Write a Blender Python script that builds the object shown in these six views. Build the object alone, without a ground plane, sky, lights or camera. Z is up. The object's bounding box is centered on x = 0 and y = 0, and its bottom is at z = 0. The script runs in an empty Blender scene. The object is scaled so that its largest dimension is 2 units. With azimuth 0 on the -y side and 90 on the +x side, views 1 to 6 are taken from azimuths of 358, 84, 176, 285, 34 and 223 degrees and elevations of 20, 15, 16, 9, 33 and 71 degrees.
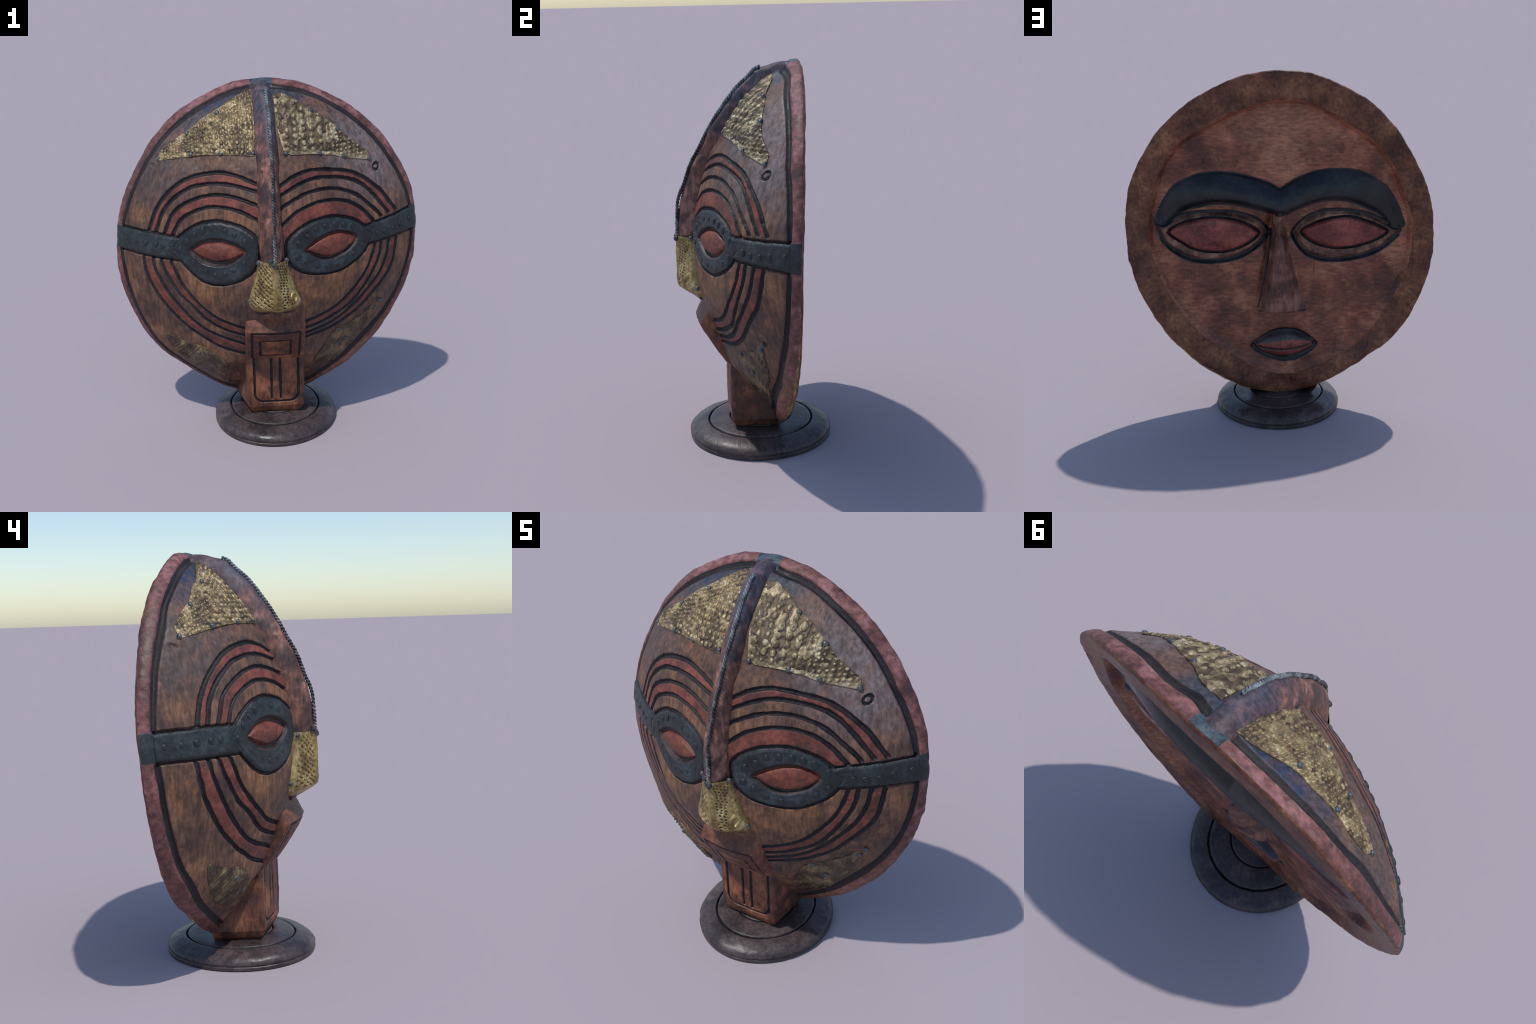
"""Carved, painted wooden face mask on a round turned base.

Frame: x across the mask, -y the decorated front, +y the hollow back with a second face, z up.
The mask body is one polar surface (front dome -> rim -> hollow back) whose faces are split by
region into named parts; metal plates, tacks, cord, nose ridge, chin block and base are parts of
their own.
"""
import bpy
import math
import numpy as np

RNG = np.random.default_rng(7)
TAU = 2 * math.pi
CX, CZ = 0.0, 1.08                     # pole of the polar grid, on the face

# ------------------------------------------------------------------ small maths
def lattice_noise(p, scale, seed=0):
    """Smooth value noise in [-1, 1] at points p (n, 3)."""
    q = np.asarray(p, float) * scale + 37.7 * (seed + 1)
    i = np.floor(q).astype(np.int64)
    f = q - i
    f = f * f * (3 - 2 * f)
    out = np.zeros(len(q))
    for dx in (0, 1):
        for dy in (0, 1):
            for dz in (0, 1):
                h = ((i[:, 0] + dx) * 73856093) ^ ((i[:, 1] + dy) * 19349663) ^ ((i[:, 2] + dz) * 83492791) ^ (seed * 2654435761)
                h = (h ^ (h >> 13)) * 1274126177 & 0x7FFFFFFF
                v = (h % 10007) / 5003.0 - 1.0
                w = (f[:, 0] if dx else 1 - f[:, 0]) * (f[:, 1] if dy else 1 - f[:, 1]) * (f[:, 2] if dz else 1 - f[:, 2])
                out += v * w
    return out


def smooth(a, b, x):
    t = np.clip((x - a) / (b - a), 0, 1)
    return t * t * (3 - 2 * t)


def tps_fit(points, stiffness=2e-3):
    P = np.asarray(points, float)
    n = len(P)
    A = np.zeros((n + 3, n + 3))
    A[:n, :n] = tps_kernel(P[:, :2], P[:, :2]) + np.eye(n) * stiffness
    Q = np.c_[np.ones(n), P[:, :2]]
    A[:n, n:] = Q
    A[n:, :n] = Q.T
    w = np.linalg.solve(A, np.r_[P[:, 2], 0, 0, 0])

    def f(x, z):
        p = np.stack([np.ravel(x), np.ravel(z)], 1).astype(float)
        out = np.empty(len(p))
        for s in range(0, len(p), 40000):
            c = p[s:s + 40000]
            out[s:s + 40000] = tps_kernel(c, P[:, :2]) @ w[:n] + np.c_[np.ones(len(c)), c] @ w[n:]
        return out
    return f


def tps_kernel(a, b):
    d2 = ((a[:, None] - b[None]) ** 2).sum(-1)
    return np.where(d2 > 0, 0.5 * d2 * np.log(d2 + 1e-30), 0)


def catmull(points, closed=False, per=8):
    P = np.asarray(points, float)
    n = len(P)
    if closed:
        idx = lambda k: P[k % n]
        spans = range(n)
    else:
        ext = np.vstack([2 * P[0] - P[1], P, 2 * P[-1] - P[-2]])
        idx = lambda k: ext[k + 1]
        spans = range(n - 1)
    out = []
    for k in spans:
        a, b, c, d = idx(k - 1), idx(k), idx(k + 1), idx(k + 2)
        for t in np.arange(per) / per:
            out.append(0.5 * (2 * b + (c - a) * t + (2 * a - 5 * b + 4 * c - d) * t * t + (3 * b - a - 3 * c + d) * t ** 3))
    if not closed:
        out.append(P[-1])
    return np.array(out)


def curve_distance(p, curve, reach=0.06):
    """Distance from points p (n, 2) to an open polyline; far points get reach."""
    lo, hi = curve.min(0) - reach, curve.max(0) + reach
    near = np.where(((p >= lo) & (p <= hi)).all(1))[0]
    d = np.full(len(p), reach)
    q = p[near]
    best = np.full(len(q), reach * reach)
    for a, b in zip(curve[:-1], curve[1:]):
        ab = b - a
        t = np.clip(((q - a) @ ab) / max(ab @ ab, 1e-12), 0, 1)
        best = np.minimum(best, ((q - a - t[:, None] * ab) ** 2).sum(1))
    d[near] = np.sqrt(best)
    return d


def polygon_sdf(p, poly, reach=0.08):
    """Signed distance (negative inside) to a closed polygon, clipped at +reach far away."""
    lo, hi = poly.min(0) - reach, poly.max(0) + reach
    near = np.where(((p >= lo) & (p <= hi)).all(1))[0]
    out = np.full(len(p), reach)
    q = p[near]
    best = np.full(len(q), 1.0)
    inside = np.zeros(len(q), bool)
    for a, b in zip(poly, np.roll(poly, -1, 0)):
        ab = b - a
        t = np.clip(((q - a) @ ab) / max(ab @ ab, 1e-12), 0, 1)
        best = np.minimum(best, ((q - a - t[:, None] * ab) ** 2).sum(1))
        cross = ((a[1] > q[:, 1]) != (b[1] > q[:, 1])) & (q[:, 0] < (b[0] - a[0]) * (q[:, 1] - a[1]) / (b[1] - a[1] + 1e-15) + a[0])
        inside ^= cross
    d = np.sqrt(best)
    out[near] = np.where(inside, -d, d)
    return out


def loop_function(points, harmonics=11):
    """Closed loop given by (x, z, y) points -> r(angle), y(angle) about the pole."""
    P = np.asarray(points, float)
    th = np.arctan2(P[:, 1] - CZ, P[:, 0] - CX)
    r = np.hypot(P[:, 0] - CX, P[:, 1] - CZ)
    o = np.argsort(th)
    th, r, y = th[o], r[o], P[o, 2]
    grid = np.linspace(-math.pi, math.pi, 400, endpoint=False)
    ext = np.r_[th - TAU, th, th + TAU]
    basis = lambda a: np.concatenate([[np.ones_like(a)]] + [[np.cos(k * a), np.sin(k * a)] for k in range(1, harmonics + 1)]).T
    B = basis(grid)
    cr = np.linalg.lstsq(B, np.interp(grid, ext, np.tile(r, 3)), rcond=None)[0]
    cy = np.linalg.lstsq(B, np.interp(grid, ext, np.tile(y, 3)), rcond=None)[0]
    return (lambda a: basis(a) @ cr), (lambda a: basis(a) @ cy)


# ------------------------------------------------------------------ control points of the mask
# dome of the front: (x, z, y)
DOME = [
    (.721, 1.27, -.004), (.68, 1.261, -.035), (.632, 1.255, -.069), (.579, 1.249, -.111), (.589, 1.112, -.118), (.629, 1.112, -.093),
    (.676, 1.114, -.06), (.727, 1.114, -.024), (.613, 1.522, .008), (.571, 1.547, .006), (.108, 1.651, -.134), (.287, 1.642, -.105),
    (.421, 1.618, -.063), (.252, 1.841, .055), (.401, 1.739, .02), (.053, 1.928, .102), (.107, 1.929, .108), (.633, .727, -.015),
    (.432, .514, -.05), (.383, .606, -.105), (.302, 1.549, -.148), (.516, 1.493, -.065), (.629, 1.40, -.033), (.561, 1.026, -.134),
    (.624, .853, -.075), (.702, .996, -.043), (.334, 1.165, -.23), (.1, 1.175, -.298), (.085, 1.358, -.268), (.08, 1.232, -.296),
    (.07, 1.41, -.257), (.066, 1.576, -.19), (.068, 1.755, -.078), (.062, 1.871, .036), (-.663, 1.222, -.015), (-.621, 1.22, -.048),
    (-.576, 1.216, -.08), (-.527, 1.216, -.115), (-.701, 1.073, -.017), (-.648, 1.075, -.055), (-.601, 1.075, -.088), (-.544, 1.073, -.12),
    (-.582, 1.593, .07), (-.4, 1.64, -.006), (-.239, 1.657, -.082), (-.07, 1.644, -.128), (-.052, 1.947, .142), (-.246, 1.845, .085),
    (-.086, 1.526, -.184), (-.079, 1.479, -.208), (-.08, 1.413, -.236), (-.29, 1.145, -.225), (-.1, 1.15, -.29), (-.601, .603, -.03),
    (-.365, .526, -.118), (-.519, 1.009, -.136), (-.461, .904, -.165), (-.367, .793, -.2), (-.264, .73, -.22), (-.69, .989, -.03),
    (-.619, .838, -.056), (-.533, .73, -.079), (-.43, .631, -.11), (-.351, .576, -.131), (.2, .766, -.245), (.41, .85, -.19),
    (.25, .68, -.2), (.15, .87, -.285), (-.13, .88, -.285), (0, .8, -.275), (.19, .445, -.125), (.19, .366, -.062), (.19, .236, .03),
    (-.17, .46, -.138), (-.17, .396, -.09), (-.17, .35, -.06), (-.17, .27, -.014), (-.17, .205, .04), (-.3, .4, -.095), (-.3, .3, -.03), (-.45, .46, -.062), (-.56, .53, -.03), (.3, .33, .01), (0, .62, -.22), (0, .3, -.03), (.04, .2, .05), (-.04, .2, .045),
    (-.05, 1.928, .128), (-.058, 1.799, -.01), (-.06, 1.664, -.107), (-.12, 1.8, .003)]
# black groove that runs inside the rim: (x, z, y)
RIM_GROOVE = [
    (.181, 1.942, .172), (.249, 1.917, .166), (.479, 1.795, .139), (.62, 1.658, .116), (.737, 1.492, .1), (.815, 1.315, .09), (.84, 1.12, .082),
    (.835, 1.07, .08), (.809, .922, .076), (.76, .782, .072), (.682, .642, .058), (.568, .513, .053), (.482, .419, .049), (.36, .31, .05),
    (.2, .19, .078), (0, .13, .1), (-.2, .175, .055), (-.4, .285, .04), (-.54, .4, .042), (-.649, .485, .045), (-.709, .594, .058),
    (-.773, .718, .079), (-.815, .889, .092), (-.835, 1.022, .103), (-.833, 1.13, .118), (-.81, 1.252, .129), (-.782, 1.334, .135),
    (-.712, 1.478, .147), (-.632, 1.611, .156), (-.528, 1.729, .163), (-.433, 1.81, .168), (-.28, 1.892, .177), (-.054, 1.962, .198), (.06, 1.965, .19)]
# outer edge at the back: (x, z, y)
BACK_EDGE = [
    (.026, 1.998, .249), (-.089, 1.992, .248), (-.219, 1.96, .245), (-.328, 1.912, .24), (-.468, 1.827, .236), (-.573, 1.74, .237), (-.65, 1.635, .232),
    (-.723, 1.517, .223), (-.775, 1.421, .214), (-.816, 1.318, .204), (-.842, 1.207, .193), (-.861, 1.094, .18), (-.864, 1.058, .176), (-.858, .937, .168),
    (-.841, .823, .162), (-.804, .709, .159), (-.743, .588, .159), (-.681, .48, .16), (-.597, .393, .162), (-.506, .326, .162), (-.402, .258, .158),
    (-.298, .187, .152), (-.22, .153, .148), (-.1, .118, .143), (0, .11, .14), (.1, .122, .143), (.205, .152, .146), (.322, .212, .147), (.424, .279, .149),
    (.551, .379, .147), (.65, .491, .145), (.74, .636, .146), (.816, .783, .141), (.848, .915, .14), (.867, 1.039, .141), (.87, 1.13, .141),
    (.867, 1.17, .142), (.856, 1.272, .147), (.821, 1.405, .156), (.783, 1.492, .162), (.718, 1.602, .173), (.635, 1.706, .187), (.561, 1.775, .199),
    (.482, 1.84, .211), (.392, 1.89, .221), (.291, 1.937, .231), (.143, 1.983, .244)]
# inner edge of the ledge round the hollow: (x, z, y)
LEDGE = [
    (.754, 1.175, .14), (.729, 1.331, .15), (.688, 1.455, .16), (.642, 1.546, .17), (.561, 1.636, .185), (.451, 1.701, .2), (.353, 1.754, .212), (.202, 1.824, .228),
    (.051, 1.858, .24), (-.035, 1.872, .242), (-.126, 1.862, .24), (-.278, 1.783, .234), (-.432, 1.69, .23), (-.558, 1.597, .226), (-.641, 1.496, .22),
    (-.689, 1.37, .21), (-.739, 1.21, .195), (-.759, 1.091, .182), (-.748, .941, .17), (-.714, .809, .163), (-.641, .662, .16), (-.553, .508, .16),
    (-.445, .386, .16), (-.308, .307, .158), (-.184, .24, .155), (-.066, .216, .15), (.0, .206, .15), (.094, .235, .15), (.223, .309, .15), (.351, .382, .15),
    (.458, .468, .15), (.544, .572, .148), (.629, .695, .146), (.699, .842, .143), (.738, .961, .141), (.752, 1.077, .14)]

# carved lines of the front, (x, z); right = +x, left = -x
ARC_R = [
    [(.06, 1.498), (.08, 1.509), (.139, 1.542), (.219, 1.561), (.298, 1.559), (.378, 1.546), (.461, 1.522), (.544, 1.472), (.628, 1.401), (.68, 1.332), (.725, 1.266)],
    [(.06, 1.451), (.083, 1.462), (.151, 1.494), (.231, 1.518), (.322, 1.518), (.431, 1.496), (.514, 1.454), (.585, 1.386), (.642, 1.311), (.677, 1.263)],
    [(.06, 1.386), (.079, 1.397), (.148, 1.432), (.228, 1.457), (.319, 1.461), (.4, 1.444), (.482, 1.405), (.553, 1.343), (.605, 1.29), (.631, 1.254)],
    [(.06, 1.296), (.083, 1.313), (.145, 1.36), (.235, 1.393), (.315, 1.401), (.386, 1.392), (.451, 1.368), (.517, 1.32), (.582, 1.244)]]
ARC_L = [
    [(-.662, 1.227), (-.611, 1.344), (-.535, 1.446), (-.457, 1.508), (-.378, 1.542), (-.299, 1.559), (-.223, 1.562), (-.148, 1.544), (-.089, 1.521), (-.06, 1.51)],
    [(-.621, 1.221), (-.574, 1.336), (-.504, 1.421), (-.417, 1.479), (-.339, 1.501), (-.261, 1.509), (-.186, 1.502), (-.116, 1.486), (-.076, 1.475), (-.05, 1.468)],
    [(-.575, 1.219), (-.52, 1.334), (-.453, 1.393), (-.373, 1.432), (-.306, 1.448), (-.239, 1.451), (-.164, 1.438), (-.08, 1.411), (-.05, 1.4)],
    [(-.527, 1.216), (-.491, 1.288), (-.446, 1.334), (-.377, 1.37), (-.309, 1.389), (-.248, 1.39), (-.167, 1.376), (-.079, 1.337), (-.05, 1.322)]]
CHEEK_R = [
    [(.59, 1.109), (.572, 1.046), (.538, .969), (.481, .894), (.403, .812), (.326, .759), (.248, .732), (.17, .712)],
    [(.629, 1.109), (.614, 1.029), (.568, .936), (.512, .853), (.44, .77), (.339, .713), (.26, .684), (.17, .666)],
    [(.678, 1.109), (.66, 1.015), (.617, .927), (.559, .854), (.481, .774), (.397, .704), (.312, .66), (.17, .628)],
    [(.728, 1.11), (.708, .992), (.668, .908), (.598, .824), (.514, .737), (.429, .675), (.343, .635), (.17, .598)]]
CHEEK_L = [
    [(-.544, 1.072), (-.519, 1.009), (-.491, .945), (-.442, .876), (-.377, .808), (-.3, .747), (-.238, .719), (-.15, .692)],
    [(-.601, 1.072), (-.579, 1.005), (-.545, .941), (-.496, .865), (-.43, .803), (-.36, .731), (-.277, .68), (-.15, .64)],
    [(-.648, 1.071), (-.634, 1.001), (-.601, .93), (-.552, .846), (-.482, .757), (-.411, .685), (-.332, .637), (-.253, .608), (-.15, .574)],
    [(-.701, 1.071), (-.69, .988), (-.659, .898), (-.61, .814), (-.539, .723), (-.457, .647), (-.378, .593), (-.298, .546), (-.15, .498)]]
RING_OUT_R = [(.576, 1.173), (.526, 1.219), (.476, 1.261), (.409, 1.292), (.339, 1.306), (.263, 1.303), (.188, 1.281), (.124, 1.243), (.092, 1.205), (.085, 1.163),
              (.099, 1.103), (.145, 1.054), (.224, 1.022), (.333, 1.009), (.417, 1.025), (.502, 1.075), (.554, 1.134)]
RING_IN_R = [(.485, 1.169), (.446, 1.212), (.38, 1.234), (.31, 1.231), (.239, 1.201), (.182, 1.157), (.194, 1.134), (.237, 1.105), (.306, 1.079), (.378, 1.085), (.445, 1.12)]
EYE_R = [(.48, 1.17), (.419, 1.212), (.347, 1.222), (.26, 1.197), (.187, 1.153), (.211, 1.137), (.258, 1.113), (.334, 1.095), (.417, 1.117)]
RING_OUT_L = [(-.527, 1.155), (-.485, 1.21), (-.43, 1.257), (-.365, 1.294), (-.283, 1.309), (-.202, 1.299), (-.127, 1.272), (-.074, 1.222), (-.067, 1.155), (-.079, 1.091),
              (-.122, 1.036), (-.185, .997), (-.264, .973), (-.342, .975), (-.403, 1.003), (-.452, 1.052), (-.492, 1.1)]
RING_IN_L = [(-.439, 1.151), (-.381, 1.199), (-.318, 1.222), (-.241, 1.222), (-.181, 1.203), (-.132, 1.169), (-.149, 1.131), (-.207, 1.091), (-.274, 1.069), (-.352, 1.073), (-.402, 1.106)]
EYE_L = [(-.425, 1.148), (-.345, 1.192), (-.278, 1.203), (-.212, 1.19), (-.142, 1.156), (-.169, 1.131), (-.231, 1.103), (-.299, 1.09), (-.365, 1.11)]
STRAP_R = [(.5, 1.22), (.549, 1.225), (.621, 1.23), (.714, 1.238), (.812, 1.252), (.95, 1.268), (.95, 1.12), (.847, 1.128), (.745, 1.13), (.65, 1.13), (.56, 1.127), (.5, 1.12)]
STRAP_L = [(-.46, 1.205), (-.581, 1.208), (-.675, 1.209), (-.76, 1.206), (-.95, 1.205), (-.95, 1.085), (-.757, 1.085), (-.672, 1.085), (-.589, 1.084), (-.44, 1.085)]

PLATE_R = [(.06, 1.928), (.107, 1.928), (.153, 1.909), (.237, 1.853), (.324, 1.805), (.399, 1.743), (.476, 1.672), (.564, 1.604), (.58, 1.556), (.444, 1.593), (.357, 1.621),
           (.251, 1.637), (.131, 1.642), (.095, 1.662), (.079, 1.709), (.068, 1.777), (.062, 1.842)]
PLATE_L = [(-.054, 1.948), (-.105, 1.934), (-.175, 1.901), (-.24, 1.861), (-.321, 1.818), (-.403, 1.755), (-.502, 1.693), (-.569, 1.641), (-.59, 1.59), (-.452, 1.62),
           (-.346, 1.64), (-.243, 1.649), (-.142, 1.646), (-.06, 1.642), (-.052, 1.758), (-.05, 1.888)]
PLATE_LOW_R = [(.25, .40), (.314, .528), (.368, .6), (.454, .629), (.541, .67), (.598, .715), (.6, .68), (.522, .513), (.41, .37), (.33, .32), (.27, .34)]
PLATE_LOW_L = [(-.61, .597), (-.54, .571), (-.445, .541), (-.358, .521), (-.3, .46), (-.25, .39), (-.3, .33), (-.4, .35), (-.5, .42), (-.575, .5)]

RIVETS_R = [(.152, 1.195), (.202, 1.228), (.248, 1.257), (.302, 1.268), (.357, 1.268), (.405, 1.259), (.453, 1.242), (.511, 1.205), (.514, 1.125), (.465, 1.083), (.41, 1.05),
            (.363, 1.04), (.314, 1.042), (.252, 1.057), (.192, 1.088), (.143, 1.119), (.608, 1.168), (.653, 1.166), (.705, 1.171), (.753, 1.18), (.817, 1.191)]
RIVETS_L = [(-.311, 1.28), (-.239, 1.269), (-.189, 1.245), (-.138, 1.211), (-.36, 1.262), (-.406, 1.236), (-.449, 1.197), (-.49, 1.145), (-.419, 1.082), (-.353, 1.04), (-.25, 1.03),
            (-.2, 1.05), (-.145, 1.096), (-.303, 1.02), (-.582, 1.15), (-.625, 1.153), (-.684, 1.152), (-.741, 1.147), (-.8, 1.147)]
TACKS_R = [(.103, 1.652), (.287, 1.641), (.42, 1.608), (.572, 1.565), (.252, 1.836), (.401, 1.735), (.632, .729), (.599, .69), (.386, .595), (.432, .514)]
TACKS_L = [(-.582, 1.6), (-.4, 1.638), (-.239, 1.655), (-.068, 1.655), (-.247, 1.84), (-.417, 1.735), (-.42, .49)]

# second face in the hollow: (x, z)
BROW_CENTRE_R = [(.004, 1.258), (-.074, 1.3), (-.2, 1.348), (-.319, 1.358), (-.43, 1.343), (-.525, 1.3), (-.61, 1.24), (-.66, 1.18), (-.683, 1.125)]
BROW_CENTRE_L = [(-.004, 1.258), (.09, 1.296), (.2, 1.326), (.3, 1.343), (.393, 1.343), (.5, 1.322), (.586, 1.283), (.65, 1.225), (.688, 1.158)]
LID_L = [(.69, 1.139), (.63, 1.157), (.522, 1.2), (.365, 1.21), (.239, 1.201), (.126, 1.154), (.067, 1.081), (.083, 1.06), (.128, 1.014), (.211, .957), (.308, .925), (.435, .92), (.53, .943), (.623, 1.003), (.676, 1.078)]
LID_R = [(-.073, 1.085), (-.13, 1.156), (-.232, 1.206), (-.359, 1.21), (-.488, 1.188), (-.605, 1.133), (-.677, 1.099), (-.652, 1.051), (-.557, .973), (-.428, .928), (-.299, .917), (-.202, .933), (-.131, .976), (-.079, 1.056)]
BALL_L = [(.631, 1.097), (.554, 1.154), (.46, 1.175), (.366, 1.183), (.24, 1.164), (.159, 1.12), (.122, 1.078), (.179, 1.027), (.275, .983), (.37, .972), (.483, .991), (.558, 1.035)]
BALL_R = [(-.116, 1.089), (-.186, 1.14), (-.293, 1.173), (-.389, 1.178), (-.485, 1.153), (-.57, 1.113), (-.606, 1.083), (-.552, 1.038), (-.456, 1.001), (-.36, .986), (-.263, .995), (-.167, 1.033)]
MOUTH = [(.185, .399), (.105, .467), (.026, .503), (-.053, .508), (-.138, .481), (-.221, .405), (-.172, .346), (-.092, .299), (-.013, .291), (.067, .311), (.146, .356)]
LIPS = [(.166, .403), (.08, .466), (-.012, .488), (-.104, .472), (-.203, .413), (-.117, .349), (-.011, .327), (.081, .348)]
LIP_LINE = [(.166, .407), (.081, .39), (-.011, .38), (-.103, .392), (-.202, .417)]
LIP_DARK = [(.166, .409), (.081, .422), (-.011, .436), (-.103, .438), (-.202, .419)]


# ------------------------------------------------------------------ materials
def ramp(nt, fac, stops):
    n = nt.nodes.new("ShaderNodeValToRGB")
    e = n.color_ramp.elements
    while len(e) < len(stops):
        e.new(0.5)
    for s, (pos, col) in zip(e, stops):
        s.position = pos
        s.color = (*col, 1)
    nt.links.new(fac, n.inputs[0])
    return n.outputs[0]


def noise_node(nt, vec, scale, detail=4.0, rough=0.6, stretch=(1, 1, 1), shift=(0, 0, 0), distortion=0.0):
    m = nt.nodes.new("ShaderNodeMapping")
    m.inputs["Scale"].default_value = stretch
    m.inputs["Location"].default_value = shift
    nt.links.new(vec, m.inputs["Vector"])
    n = nt.nodes.new("ShaderNodeTexNoise")
    n.inputs["Scale"].default_value = scale
    n.inputs["Detail"].default_value = detail
    n.inputs["Roughness"].default_value = rough
    n.inputs["Distortion"].default_value = distortion
    nt.links.new(m.outputs[0], n.inputs["Vector"])
    return n.outputs["Fac"]


def mix_colour(nt, fac, a, b, mode="MIX"):
    n = nt.nodes.new("ShaderNodeMix")
    n.data_type = "RGBA"
    n.blend_type = mode
    for sock, val in ((n.inputs[0], fac), (n.inputs[6], a), (n.inputs[7], b)):
        if isinstance(val, (int, float)):
            sock.default_value = val
        elif isinstance(val, tuple):
            sock.default_value = (*val, 1)
        else:
            nt.links.new(val, sock)
    return n.outputs[2]


def maths(nt, op, *vals):
    n = nt.nodes.new("ShaderNodeMath")
    n.operation = op
    for s, v in zip(n.inputs, vals):
        if isinstance(v, (int, float)):
            s.default_value = v
        else:
            nt.links.new(v, s)
    return n.outputs[0]


def near_point(nt, vec, centre, inner, outer):
    """1 inside a ball round centre, fading to 0."""
    d = nt.nodes.new("ShaderNodeVectorMath")
    d.operation = "DISTANCE"
    d.inputs[1].default_value = centre
    nt.links.new(vec, d.inputs[0])
    m = nt.nodes.new("ShaderNodeMapRange")
    m.inputs["From Min"].default_value = inner
    m.inputs["From Max"].default_value = outer
    m.inputs["To Min"].default_value = 1
    m.inputs["To Max"].default_value = 0
    nt.links.new(d.outputs["Value"], m.inputs["Value"])
    return m.outputs[0]


def new_material(name, stops, scale=6.0, stretch=(1, 1, 1), rough=(0.45, 0.7), metallic=0.0, grain=60.0, grain_amount=0.25, grain_stretch=(1, 1, 1),
                 bump=0.25, bump_scale=90.0, spots=None, tint=None, specks=None, coat=0.0, spec=0.4):
    mat = bpy.data.materials.new(name)
    mat.use_nodes = True
    nt = mat.node_tree
    bsdf = nt.nodes["Principled BSDF"]
    vec = nt.nodes.new("ShaderNodeTexCoord").outputs["Object"]
    base = noise_node(nt, vec, scale, 5, 0.62, stretch, distortion=0.3)
    col = ramp(nt, base, [(.5 + (q - .5) * .52, c) for q, c in stops])
    if spots:                                    # (scale, low, high, colour, strength): worn or stained patches; on the ridge also a painted highlight
        for k, (sc, lo, hi, c, strength) in enumerate(spots):
            m = noise_node(nt, vec, sc, 5, 0.65, shift=(3.1 * k + 1.7, 5.3, 2.9 * k))
            f = ramp(nt, m, [(.5 + (lo - .5) * .7, (0, 0, 0)), (.5 + (hi - .5) * .7, (strength,) * 3)])
            col = mix_colour(nt, f, col, c)
    if tint:                                     # (centre, inner, outer, colour, strength): blue paint and other tones, each round one place
        for centre, r0, r1, c, strength in tint:
            f = near_point(nt, vec, centre, r0, r1)
            n = noise_node(nt, vec, 14, 4, 0.6)
            f = maths(nt, "MULTIPLY", f, ramp(nt, n, [(0.3, (0.35 * strength,) * 3), (0.6, (strength,) * 3)]))
            col = mix_colour(nt, f, col, c)
    fine = noise_node(nt, vec, grain, 3, 0.6, grain_stretch)
    shade = ramp(nt, fine, [(0.36, (1 - grain_amount,) * 3), (0.64, (1 + grain_amount * 0.7,) * 3)])
    col = mix_colour(nt, 1.0, col, shade, "MULTIPLY")
    if specks:
        v = nt.nodes.new("ShaderNodeTexVoronoi")
        v.inputs["Scale"].default_value = specks[0]
        nt.links.new(vec, v.inputs["Vector"])
        f = ramp(nt, v.outputs["Distance"], [(specks[1], (specks[3],) * 3), (specks[2], (0, 0, 0))])
        col = mix_colour(nt, f, col, specks[4])
    nt.links.new(col, bsdf.inputs["Base Color"])
    r = ramp(nt, base, [(0.36, (rough[0],) * 3), (0.64, (rough[1],) * 3)])
    nt.links.new(r, bsdf.inputs["Roughness"])
    bsdf.inputs["Metallic"].default_value = metallic
    bsdf.inputs["Specular IOR Level"].default_value = spec
    bsdf.inputs["Coat Weight"].default_value = coat
    b = nt.nodes.new("ShaderNodeBump")
    b.inputs["Strength"].default_value = bump
    b.inputs["Distance"].default_value = 0.006
    bh = noise_node(nt, vec, bump_scale, 4, 0.6, grain_stretch)
    nt.links.new(bh, b.inputs["Height"])
    nt.links.new(b.outputs[0], bsdf.inputs["Normal"])
    return mat


BLUE = (.014, .034, .08)
SLATE = (.165, .132, .132)
M = {}
M["wood"] = new_material("front_wood", [(.22, (.06, .032, .025)), (.45, (.11, .055, .037)), (.6, (.15, .073, .045)), (.8, (.22, .105, .058))], 5.5,
                         spots=[(8, .57, .74, (.25, .108, .042), .7), (4.5, .57, .74, (.036, .023, .021), .75)],
                         tint=[((.6, .02, 1.66), .18, .4, SLATE, .95), ((-.6, .05, 1.62), .14, .36, (.075, .056, .055), .9), ((-.2, .12, 1.93), .14, .36, BLUE, 1.0), ((.1, .12, 1.97), .06, .24, (.022, .05, .085), .9),
                               ((.36, -.2, .93), .04, .2, (.25, .115, .042), .6), ((-.36, -.2, .93), .04, .2, (.25, .115, .042), .5)],
                         grain=34, grain_stretch=(1.6, 1.6, .35), grain_amount=.4, bump=.4, bump_scale=45)
M["groove"] = new_material("black_groove_paint", [(.3, (.010, .008, .010)), (.7, (.026, .020, .023))], 9, rough=(.5, .8), bump=.4)
M["red"] = new_material("red_paint", [(.25, (.078, .024, .018)), (.5, (.148, .040, .028)), (.75, (.215, .062, .042))], 9,
                        spots=[(11, .58, .74, (.065, .03, .025), .75)], grain=45, grain_amount=.25, bump=.35)
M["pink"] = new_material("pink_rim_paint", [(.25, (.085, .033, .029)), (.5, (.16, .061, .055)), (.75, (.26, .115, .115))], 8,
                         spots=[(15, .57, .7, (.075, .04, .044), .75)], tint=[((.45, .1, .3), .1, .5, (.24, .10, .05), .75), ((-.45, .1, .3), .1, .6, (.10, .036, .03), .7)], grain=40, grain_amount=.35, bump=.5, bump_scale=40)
M["teal"] = new_material("blue_black_paint", [(.25, (.011, .014, .016)), (.55, (.021, .028, .033)), (.8, (.042, .057, .065))], 8, rough=(.38, .6), grain_amount=.3, bump=.4, bump_scale=60)
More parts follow.
